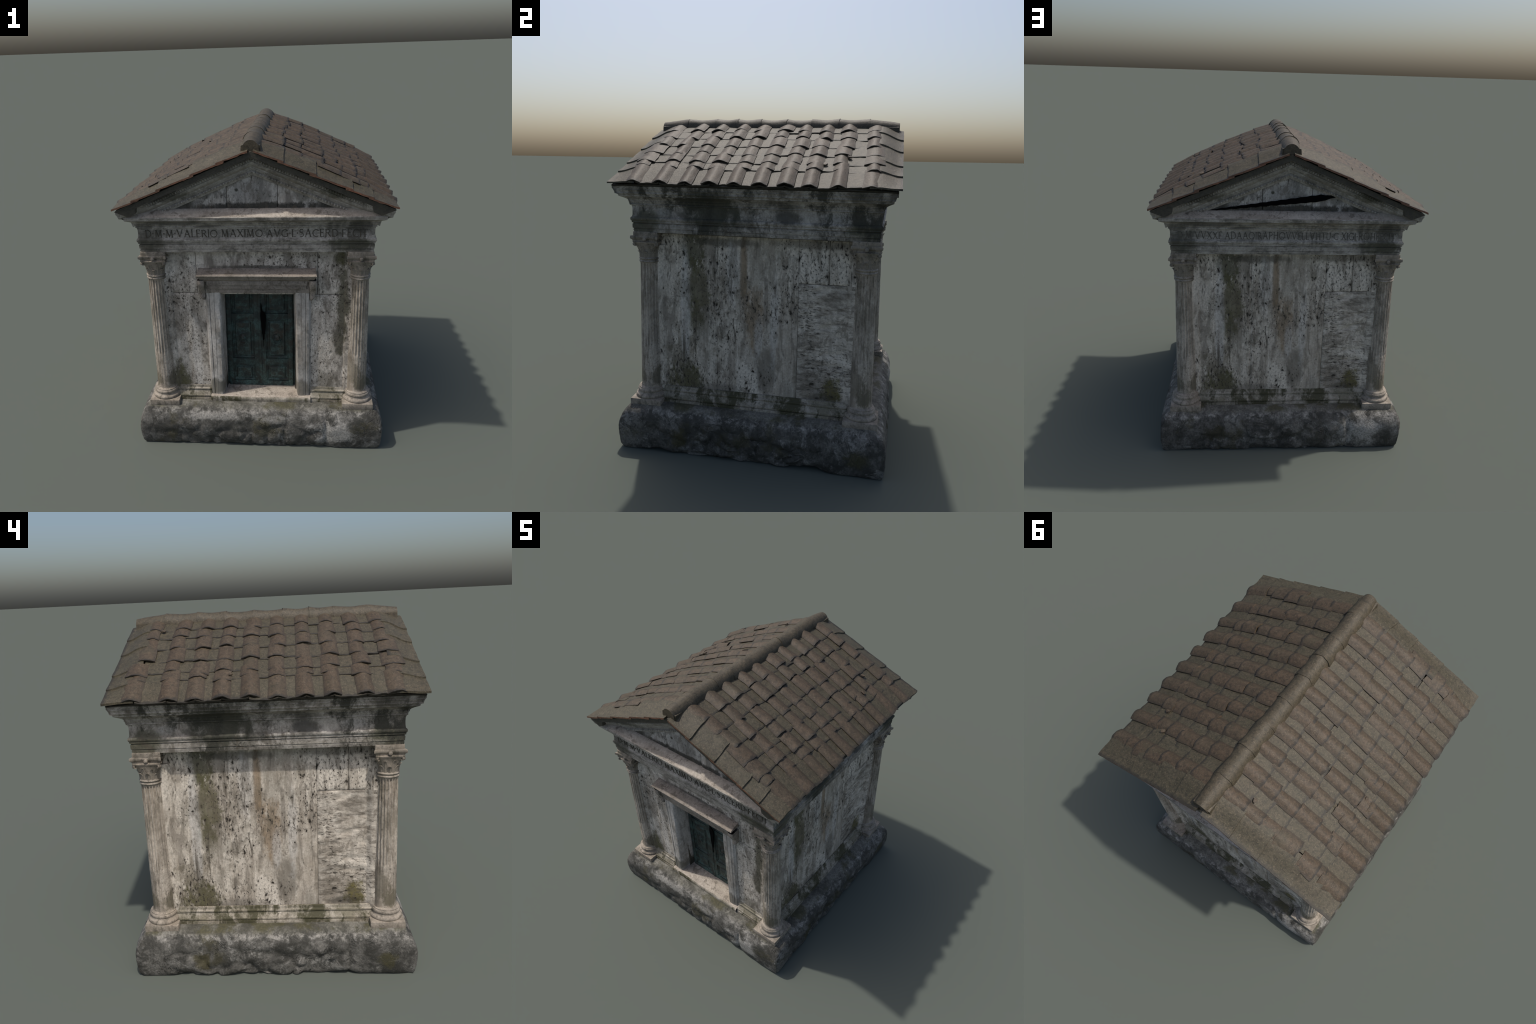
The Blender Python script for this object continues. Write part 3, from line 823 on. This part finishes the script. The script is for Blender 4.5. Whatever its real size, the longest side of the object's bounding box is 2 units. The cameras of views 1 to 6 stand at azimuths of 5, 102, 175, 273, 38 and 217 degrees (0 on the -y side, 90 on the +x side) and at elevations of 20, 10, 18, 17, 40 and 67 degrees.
# ------------------------------------------------------------------ pediments
SL = .421                       # roof pitch (rise / run)
def roof_z(x):
    return 1.918 - SL * abs(x)
pedB = Build()
tri = [(-.70, 1.545), (.70, 1.545), (.70, 1.575), (0, 1.868), (-.70, 1.575)]
pedB.add([Vector((x, -.62, z)) for x, z in tri] + [Vector((x, .62, z)) for x, z in tri],
         [(0, 1, 2, 3, 4), (9, 8, 7, 6, 5), (0, 5, 6, 1), (1, 6, 7, 2), (2, 7, 8, 3), (3, 8, 9, 4), (4, 9, 5, 0)])
ped = put('pediment', pedB.mesh('pediment', [M_CORE], 0), root)
def tymp_mesh(x0, x1, seed):
    B = Build(); rows = []
    n = int((x1 - x0) / .012)
    for j in range(17):
        row = []
        for i in range(n + 1):
            x = x0 + (x1 - x0) * i / n
            top = roof_z(x) - .105
            z = 1.555 + (max(top, 1.556) - 1.555) * j / 16
            e = min(x - x0, x1 - x)
            d = .003 * fbm(Vector((x * 9, seed, z * 9)), 4) - .006 * (1 - smooth(0, .008, e))
            row.append(Vector((x, -.700 - d, z)))
        rows.append(row)
    B.grid(rows)
    rim = [r[0] for r in rows]; B.grid([rim, [p + Vector((0, .04, 0)) for p in rim]])
    rim = [r[-1] for r in rows]; B.grid([rim, [p + Vector((0, .04, 0)) for p in rim]])
    return B.mesh('tympanum_block', [M_TYMP], 45)
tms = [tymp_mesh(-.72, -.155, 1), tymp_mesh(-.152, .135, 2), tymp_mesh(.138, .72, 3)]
# raking cornice: (projection, drop below roof plane)
RAKE = [(.66, .160), (.712, .149), (.716, .138), (.720, .133), (.720, .126), (.716, .122), (.720, .116), (.723, .108), (.727, .103), (.727, .097), (.734, .091), (.743, .084), (.748, .075), (.751, .068), (.748, .065),
        (.749, .053), (.754, .047), (.754, .037), (.758, .034), (.765, .024), (.774, .014), (.780, .009), (.781, .004)]
RAKE = [(o - .006, d) for o, d in RAKE]
CORNER = [(.60, .165), (.712, .150), (.720, .110), (.730, .092), (.755, .072), (.773, .057), (.775, .045), (.780, .030), (.788, .016), (.796, .006), (.798, .003)]
def corner_out(dr):
    for (a, d0), (b, d1) in zip(CORNER, CORNER[1:]):
        if dr >= d1:
            return a + (b - a) * (d0 - dr) / (d0 - d1)
    return CORNER[-1][0]
def rake_mesh(sx):
    B = Build(); rows = []
    n = 110
    for (o, dr) in densify(RAKE, .004):
        row = []
        oc = min(max(o, corner_out(dr)), .784)
        for i in range(n + 1):
            x = oc * i / n
            k = smooth(.56, .74, x)
            oo = o + (oc - o) * k
            w = .0016 * fbm(Vector((x * 7 + sx * 9, o * 6, dr * 40)), 4) - .0025 * max(0, fbm(Vector((x * 15, dr * 50, sx * 5)), 3) - .25)
            row.append(Vector((sx * x, -oo - w, roof_z(x) - dr)))
        rows.append(row)
    B.grid(rows)
    r = rows[-1]; B.grid([r, [Vector((p.x * .97, -.74, p.z - .012)) for p in r]])
    return B.mesh('raking_cornice', [M_RAKE], 40)
rks = [rake_mesh(-1), rake_mesh(1)]
# bead-and-leaf run: one small upright tongue repeated up each slope
def beads_mesh():
    B = Build()
    for sx in (-1, 1):
        for (o, dr, sp, sz) in ((.754, .053, .0145, .0052), (.721, .128, .0165, .0046)):
            x = .012
            top = .70 if o > .72 else .56
            while x < top:
                cx, cz = sx * x, roof_z(x) - dr + rng.uniform(-.0006, .0006)
                t = Vector((sx * cos(math.atan(SL)), 0, -sin(math.atan(SL)))); nrm = Vector((sx * sin(math.atan(SL)), 0, cos(math.atan(SL))))
                rows = []
                for k, (rr, h) in enumerate(((1.0, -.002), (1.0, .002), (.6, .0042))):
                    rows.append([Vector((cx, -o - h, cz)) + t * (cos(a) * sz * rr) + nrm * (sin(a) * sz * 1.5 * rr) for a in [2 * pi * i / 8 for i in range(8)]])
                B.grid(rows, True); B.fan(rows[-1], Vector((cx, -o - .005, cz)))
                x += sp
    return B.mesh('carved_bead', [M_RAKE], 50)
bead = beads_mesh()
for k in (0, 2):
    for me in tms:
        ob = put('tympanum_block', me, ped); ob.rotation_euler.z = k * pi / 2
    for me in rks:
        ob = put('raking_cornice', me, ped); ob.rotation_euler.z = k * pi / 2
    ob = put('carved_bead', bead, ped, "stuff"); ob.rotation_euler.z = k * pi / 2
# long dark slit across the rear tympanum
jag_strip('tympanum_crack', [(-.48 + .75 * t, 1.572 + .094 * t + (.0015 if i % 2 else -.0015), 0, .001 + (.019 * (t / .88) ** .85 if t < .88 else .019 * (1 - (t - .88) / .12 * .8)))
                             for i, t in enumerate([j / 26 for j in range(27)])], -.7085, ped, pi)

# eave cornice on the long sides
EAVE = [(.700, 1.525), (.735, 1.520), (.752, 1.530), (.757, 1.537), (.755, 1.541), (.760, 1.552), (.765, 1.556), (.763, 1.560), (.766, 1.566), (.769, 1.572), (.769, 1.576), (.70, 1.583)]
B = Build(); B.grid(moulding_rows(densify(EAVE, .005), 130, None, .0016, 3.0))
em = B.mesh('eave_cornice', [M_ENT], 40)
for k in (1, 3):
    ob = put('eave_cornice', em, entab); ob.rotation_euler.z = k * pi / 2; ob.scale = (1.020, 1, 1)

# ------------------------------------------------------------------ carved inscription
def arc(cx, cy, rx, ry, a0, a1, n=12):
    return [(cx + rx * cos(radians(a0 + (a1 - a0) * i / n)), cy + ry * sin(radians(a0 + (a1 - a0) * i / n))) for i in range(n + 1)]
TH, TN = .12, .06
GLYPH = {   # width, strokes [(points, thickness)], serif feet [(x, y)]
    'I': (.16, [([(.08, 0), (.08, 1)], TH)], [(.08, 0), (.08, 1)]),
    'L': (.52, [([(.10, 0), (.10, 1)], TH), ([(.04, .03), (.50, .03), (.50, .16)], TN)], [(.10, 1)]),
    'T': (.66, [([(.33, 0), (.33, 1)], TH), ([(.02, .84), (.02, .97), (.64, .97), (.64, .84)], TN)], [(.33, 0)]),
    'F': (.54, [([(.10, 0), (.10, 1)], TH), ([(.04, .97), (.52, .97), (.52, .84)], TN), ([(.10, .53), (.42, .53)], TN)], [(.10, 0)]),
    'E': (.56, [([(.10, 0), (.10, 1)], TH), ([(.04, .97), (.52, .97), (.52, .84)], TN), ([(.10, .53), (.42, .53)], TN), ([(.04, .03), (.54, .03), (.54, .16)], TN)], []),
    'H': (.80, [([(.12, 0), (.12, 1)], TH), ([(.68, 0), (.68, 1)], TH), ([(.12, .52), (.68, .52)], TN)], [(.12, 0), (.12, 1), (.68, 0), (.68, 1)]),
    'N': (.84, [([(.12, 0), (.12, 1)], TN), ([(.12, 1), (.72, 0)], TH), ([(.72, 0), (.72, 1)], TN)], [(.12, 0), (.12, 1), (.72, 1)]),
    'M': (1.02, [([(.14, 0), (.20, 1)], TN), ([(.20, 1), (.50, .05)], TH), ([(.50, .05), (.80, 1)], TN), ([(.80, 1), (.88, 0)], TH)], [(.14, 0), (.88, 0), (.18, 1), (.82, 1)]),
    'A': (.84, [([(.08, 0), (.42, 1)], TN), ([(.42, 1), (.76, 0)], TH), ([(.22, .36), (.62, .36)], TN)], [(.08, 0), (.76, 0)]),
    'V': (.84, [([(.08, 1), (.42, 0)], TH), ([(.42, 0), (.76, 1)], TN)], [(.08, 1), (.76, 1)]),
    'X': (.80, [([(.08, 1), (.72, 0)], TH), ([(.08, 0), (.72, 1)], TN)], [(.08, 0), (.08, 1), (.72, 0), (.72, 1)]),
    'D': (.82, [([(.12, 0), (.12, 1)], TH), ([(.04, .97), (.34, .97)] + arc(.34, .5, .42, .47, 90, -90) + [(.04, .03)], TN * 1.3)], []),
    'O': (.98, [(arc(.49, .5, .43, .47, 0, 360, 26), TN * 1.5)], []),
    'C': (.80, [(arc(.49, .5, .43, .47, 52, 308, 20), TN * 1.5)], [(.75, .86)]),
    'G': (.88, [(arc(.49, .5, .43, .47, 52, 318, 20), TN * 1.5), ([(.79, .06), (.79, .44)], TH)], [(.79, .44), (.75, .86)]),
    'R': (.74, [([(.12, 0), (.12, 1)], TH), ([(.04, .97), (.30, .97)] + arc(.30, .74, .28, .23, 90, -90) + [(.12, .51)], TN * 1.2), ([(.34, .5), (.72, 0)], TH)], [(.12, 0)]),
    'P': (.64, [([(.12, 0), (.12, 1)], TH), ([(.04, .97), (.30, .97)] + arc(.30, .72, .28, .25, 90, -90) + [(.12, .47)], TN * 1.2)], [(.12, 0)]),
    'S': (.58, [(arc(.29, .74, .22, .23, 40, 235, 12) + arc(.29, .27, .24, .24, 75, -140, 14), TN * 1.4)], []),
    'U': (.80, [([(.12, 1), (.12, .38)] + arc(.40, .38, .28, .35, 180, 360) + [(.68, 1)], TN * 1.5)], [(.12, 1), (.68, 1)]),
    '.': (.20, [([(.10, .42), (.10, .56)], .14)], []),
}
def frieze_out(z):
    pts = [(1.394, .6965), (1.400, .690), (1.412, .688), (1.432, .687), (1.452, .688), (1.464, .691)]
    for (z0, o0), (z1, o1) in zip(pts, pts[1:]):
        if z <= z1:
            return o0 + (o1 - o0) * (z - z0) / (z1 - z0)
    return .691
def letter_mesh(ch, h, stretch):
    w, strokes, serifs = GLYPH[ch]
    B = Build(); lift = 0.0
    strokes = list(strokes) + [([(x - .11, y + (.02 if y < .5 else -.02)), (x + .11, y + (.02 if y < .5 else -.02))], .045) for x, y in serifs]
    for pts, th in strokes:
        lift += .00012
        rows = []
        for i, (x, y) in enumerate(pts):
            a = Vector(pts[max(0, i - 1)]); b = Vector(pts[min(len(pts) - 1, i + 1)])
            t = (b - a).normalized(); nn = Vector((-t.y, t.x)) * th / 2
            if 0 < i < len(pts) - 1:
                d1 = (Vector(pts[i]) - a).normalized(); k = max(.5, abs(t.dot(d1))); nn = nn / k
            rows.append((Vector((x, y)) + nn, Vector((x, y)) - nn))
        def P(q, dy):
            return Vector((q.x * h * stretch, dy, q.y * h))
        ring = [[P(l, -lift), P(r, -lift), P(r, .004), P(l, .004)] for l, r in rows]
        B.grid(ring, True); B.add(ring[0], [(0, 1, 2, 3)]); B.add(ring[-1], [(0, 1, 2, 3)])
    return B.mesh('letter', [M_LETTER], 0)
def inscribe(text, u0, u1, rot, h, z0, seed, mat):
    r = random.Random(seed)
    gap = .13
    total = sum(.34 if c == ' ' else GLYPH[c][0] + gap for c in text) - gap
    st = (u1 - u0) / (total * h)
    u = u0; cache = {}
    for c in text:
        if c == ' ':
            u += .34 * h * st; continue
        if c not in cache:
            cache[c] = letter_mesh(c, h, st)
            cache[c].materials[0] = mat
        ob = put('letter', cache[c], entab)
        zz = z0 + r.uniform(-.0012, .0012)
        ob.rotation_euler.z = rot
        p = Vector((u, -(max(frieze_out(zz + .004), frieze_out(zz + h)) * KENT + .0014), zz))
        ob.location = Matrix.Rotation(rot, 3, 'Z') @ p
        ob.scale.z = r.uniform(.95, 1.03)
        u += (GLYPH[c][0] + gap) * h * st
inscribe('D.M.M.VALERIO MAXIMO AVG.L.SACERD.FECIT', -.645, .645, 0, .046, 1.4045, 3, M_LETTER)
inscribe('D.M VVXXF ADAAOIRAPHOVVELLVHTU.C XIGI.ROHFECIT', -.645, .645, pi, .044, 1.4045, 5, M_LETTER_WORN)

# ------------------------------------------------------------------ roof
def lerp_table(tab, x):
    if x <= tab[0][0]:
        return tab[0][1]
    for (a, va), (b, vb) in zip(tab, tab[1:]):
        if x <= b:
            return va + (vb - va) * (x - a) / (b - a)
    return tab[-1][1]
BED = [(.0, .039), (.05, .044), (.17, .051), (.34, .049), (.52, .042), (.66, .033), (.74, .023), (.81, .007)]
def bed_z(x):
    """level of the channel tiles: the tiled field swells above the flat roof plane"""
    return roof_z(x) + lerp_table(BED, abs(x))
deckB = Build()
rows = []
xs = [-.788, -.74, -.66, -.52, -.34, -.17, -.05, 0, .05, .17, .34, .52, .66, .74, .788]
for y in (-.786, -.66, .66, .786):
    inner = abs(y) < .7
    rows.append([Vector((x, y, (bed_z(x) - .012 if inner else roof_z(x) - .006))) for x in xs])
deckB.grid(rows)
deckB.grid([[Vector((p.x * (.9 if abs(p.x) > .7 else 1), p.y, min(p.z, roof_z(p.x)) - .03)) for p in r] for r in rows])
for r in (rows[0], rows[-1]):
    deckB.grid([r, [Vector((p.x * (.9 if abs(p.x) > .7 else 1), p.y, p.z - .03)) for p in r]])
for k in (0, -1):
    deckB.grid([[r[k] for r in rows], [Vector((r[k].x * .9, r[k].y, r[k].z - .03)) for r in rows]])
roof = put('roof', deckB.mesh('roof', [M_DECK], 0), root)
CREST = [-.640, -.495, -.345, -.208, -.070, .070, .205, .335, .475, .632]
ROWS = [.045, .165, .270, .378, .492, .585, .655, .803]        # plan distance of course lines from the ridge
def cover_mesh(L, wd, ht, seed):
    """shallow rounded cover tile, local x across, y down the slope, z off the roof"""
    B = Build(); nl, na = 10, 18
    top, bot = [], []
    for j in range(nl + 1):
        t = j / nl
        w = wd * (.93 + .09 * t); h = ht * (.90 + .12 * t)
        rt, rb = [], []
        for i in range(na + 1):
            q = -1 + 2 * i / na
            prof = cos(q * pi / 2) ** 1.15 if abs(q) < .999 else 0.0
            x = q * w; z = prof * h
            ex = (.009 * fbm(Vector((q * 1.6, seed * 7.7, 2)), 3) if j in (0, nl) else 0)
            p = Vector((x, t * L + ex, z))
            p.z += .0030 * fbm(p * 22 + Vector((seed * 5, 0, 0)), 3)
            p.x += .003 * noise.noise(Vector((t * 3, seed * 2.2, (1 if q > 0 else 5)))) * abs(q)
            rt.append(p)
            rb.append(Vector((x * .9, t * L + ex, max(-.010, z - .0065))))
        top.append(rt); bot.append(rb)
    B.grid(top); B.grid(bot)
    for a, b in ((top[0], bot[0]), (top[-1], bot[-1]), ([r_[0] for r_ in top], [r_[0] for r_ in bot]), ([r_[-1] for r_ in top], [r_[-1] for r_ in bot])):
        B.grid([a, b])
    return B.mesh('cover_tile', [M_COVER], 50)
def pan_mesh(L, w, seed):
    B = Build(); nl, na = 8, 10; top = []
    for j in range(nl + 1):
        t = j / nl; row = []
        for i in range(na + 1):
            q = -1 + 2 * i / na
            ex = .009 * fbm(Vector((q * 1.5, seed * 3.3, 0)), 3) if j == nl else 0
            z = .003 * fbm(Vector((q * 1.2, t * 2, seed * 5)), 3) + .007 * q ** 4
            row.append(Vector((q * w / 2, t * L + ex, z)))
        top.append(row)
    bot = [[p - Vector((0, 0, .009)) for p in r] for r in top]
    B.grid(top); B.grid(bot)
    for a, b in ((top[0], bot[0]), (top[-1], bot[-1]), ([r[0] for r in top], [r[0] for r in bot]), ([r[-1] for r in top], [r[-1] for r in bot])):
        B.grid([a, b])
    return B.mesh('pan_tile', [M_PAN], 50)
def place(ob, side, y, x0, x1, lift, yaw=0.0, tilt=0.0, roll=0.0):
    """local y runs down the slope from plan distance x0 towards x1; local x along the building"""
    p0 = Vector((side * x0, y, bed_z(x0))); p1 = Vector((side * x1, y, bed_z(x1)))
    down = (p1 - p0).normalized(); across = Vector((0, -side, 0)); up = across.cross(down)
    R = Matrix((across, down, up)).transposed()
    R = R @ Matrix.Rotation(yaw, 3, 'Z') @ Matrix.Rotation(tilt, 3, 'X') @ Matrix.Rotation(roll, 3, 'Y')
    ob.matrix_local = Matrix.Translation(p0 + up * lift) @ R.to_4x4()
tr = random.Random(11)
cov = {}; pan = {}
for r in range(7):
    L = (ROWS[r + 1] - ROWS[r]) * 1.09 + .016
    cov[r] = [cover_mesh(L, .0445, .0170 if r < 6 else .022, r * 5 + v) for v in range(5)]
def verge_mesh(side, end, xa, xb, seed):
    """edge slab: rises from the gable rim to the tiled field, raw red clay shows on its outer edge"""
    B = Build(); top = []; nl, na = 12, 10
    for j in range(nl + 1):
        x = xa + (xb - xa) * j / nl; row = []
        lift = -.002 + .010 * j / nl
        for i in range(na + 1):
            t = i / na
            yo = .803 + .005 * fbm(Vector((x * 11, end * 3, seed)), 3)
            y = yo + (.640 - yo) * t
            swell = lerp_table(BED, x) + .010
            z = roof_z(x) + lift + .010 + (swell - .013) * smooth(.0, .85, t) + .003 * fbm(Vector((x * 14, y * 14, seed)), 3)
            ex = .008 * fbm(Vector((t * 3, seed * 3.3, end)), 3) if j == nl else 0
            row.append(Vector((side * (x + ex), end * y, z)))
        top.append(row)
    bot = [[p - Vector((0, 0, .010 + (.006 * fbm(Vector((p.x * 40, p.y * 3, seed)), 3)))) for p in r] for r in top]
    B.grid(top); B.grid(bot); B.grid([top[0], bot[0]]); B.grid([top[-1], bot[-1]])
    B.grid([[r[0] for r in top], [r[0] for r in bot]], mi=1)
    return B.mesh('verge_tile', [M_PAN, M_VERGE], 50)
for side in (1, -1):
    for r in range(7):
        L = (ROWS[r + 1] - ROWS[r]) * 1.09 + .014
        x0, x1 = ROWS[r] - .012, ROWS[r + 1]
        row_shift = tr.gauss(0, .003)
        for ci, y in enumerate(CREST):
            ob = put('cover_tile', tr.choice(cov[r]), roof)
            drift = (.022 * smooth(.2, .5, ROWS[r]) * smooth(.75, .6, ROWS[r])) * (1 if y > 0 else -1) * (abs(y) > .6)
            big = 1.22 if abs(y) > .6 and r in (3, 4, 6) else 1.0
            far = min(0.0, tr.gauss(0, .004)) if r == 6 else tr.gauss(row_shift, .010)
            place(ob, side, y + drift + tr.gauss(0, .005), x0 + far, x1, .002 + tr.uniform(-.002, .002), tr.gauss(0, .018), (.022 if side > 0 else .013) + tr.gauss(0, .006), tr.gauss(0, .025))
            ob.scale = (tr.uniform(.90, 1.12) * big, 1, tr.uniform(.70, 1.12) * (1 if side > 0 else .82))
        edges = [-.66] + CREST + [.66]
        for pi_ in range(1, 10):
            a, b = edges[pi_], edges[pi_ + 1]
            key = (r, pi_ % 3)
            if key not in pan:
                pan[key] = pan_mesh(L, .142, r * 13 + pi_)
            ob = put('pan_tile', pan[key], roof)
            place(ob, side, (a + b) / 2, x0 + row_shift + tr.gauss(0, .004), x1, -.002 + tr.uniform(-.002, .002), tr.gauss(0, .010), .020 + tr.gauss(0, .005), tr.gauss(0, .02))
            ob.scale.x = (b - a) / .142
    VROWS = [.045, .175, .345, .54, .665, .800]
    for end in (1, -1):
        for r in range(5):
            jit = max(-.012, min(.012, tr.gauss(0, .010)))
            put('verge_tile', verge_mesh(side, end, max(.01, VROWS[r] - .030), min(.800, VROWS[r + 1] + .004 + (jit if r < 4 else 0)), r + 7 * end + 3 * side), roof)
# ridge tiles
def ridge_mesh(L, seed):
    B = Build(); nl, na = 10, 18; top = []
    for j in range(nl + 1):
        t = j / nl; rt = []
        k = 1.0 - .05 * sin(pi * t) + .03 * t
        for i in range(na + 1):
            a = pi * (i / na)
            q = -cos(a)
            if seed >= 100:        # gable end: the last tile narrows to a small peaked mouth
                e = (1 - t) if seed == 100 else t
                k = 1.0 - .24 * e ** 2
            p = Vector((q * .060 * k, t * L, (sin(a) ** .8) * .078 * k if 0 < i < na else 0.0))
            p.z += .004 * fbm(p * 13 + Vector((seed * 9, 0, 0)), 3) - .004 * sin(pi * t)
            p.x += .003 * fbm(p * 15 + Vector((0, seed * 9, 0)), 3)
            p.y += .010 * fbm(Vector((q * 1.4, seed * 5.5, 0)), 3) * (j in (0, nl)) * (1 if seed < 99 else 0)
            rt.append(p)
        top.append(rt)
    B.grid(top)
    for r in (top[0], top[-1]):
        B.fan(list(r), Vector((0, r[len(r) // 2].y, .02)))
    return B.mesh('ridge_tile', [M_RIDGE], 50)
JO = [-.778, -.602, -.410, -.265, -.110, .062, .232, .398, .588, .778]
for i, (a, b) in enumerate(zip(JO, JO[1:])):
    last = i in (0, 8)
    ob = put('ridge_tile', ridge_mesh(b - a + (.010 if not last else .002), (100 if i == 0 else 101) if last else i + 1), roof)
    tilt = {0: .015, 8: -.015}.get(i, tr.uniform(-.022, .022))
    ob.location = (tr.gauss(0, .002), a - (.004 if i else 0), 1.9165 + (-.003 if i == 0 else 0) + tr.uniform(-.0015, .0015))
    ob.rotation_euler = (tilt, tr.gauss(0, .02), tr.gauss(0, .012))
# mortar bedding under the ridge and a few broken tile pieces
mb = Build()
rows = []
for i in range(81):
    y = -.772 + 1.544 * i / 80
    d = .004 * fbm(Vector((0, y * 14, 0)), 3)
    rows.append([Vector((-.058 - d, y, roof_z(.058) - .012)), Vector((-.052 - d, y, roof_z(.05) + .045)), Vector((0, y, 1.96)), Vector((.052 + d, y, roof_z(.05) + .045)), Vector((.058 + d, y, roof_z(.058) - .012))])
mb.grid(rows); mb.fan(list(rows[0]), Vector((0, -.772, 1.90))); mb.fan(list(rows[-1]), Vector((0, .772, 1.90)))
put('ridge_bedding', mb.mesh('ridge_bedding', [M_RIDGE], 40), roof)
def shard_mesh(seed):
    B = Build(); r = random.Random(seed); n = 7
    ring = [Vector((cos(2 * pi * i / n) * r.uniform(.012, .022), sin(2 * pi * i / n) * r.uniform(.014, .028), r.uniform(.006, .011))) for i in range(n)]
    B.fan(ring, Vector((0, 0, .013))); B.grid([ring, [Vector((p.x * 1.05, p.y * 1.05, -.004)) for p in ring]], True)
    return B.mesh('tile_shard', [M_COVER], 30)
shards = [shard_mesh(i) for i in range(4)]
for i in range(5):
    ob = put('tile_shard', shards[i % 4], roof)
    x = tr.uniform(.12, .74)
    place(ob, tr.choice((1, -1)), tr.uniform(-.6, .6), x, x + .05, .008, tr.uniform(0, 6), tr.gauss(0, .15), tr.gauss(0, .15))
    ob.scale = (.7, .7, .55)
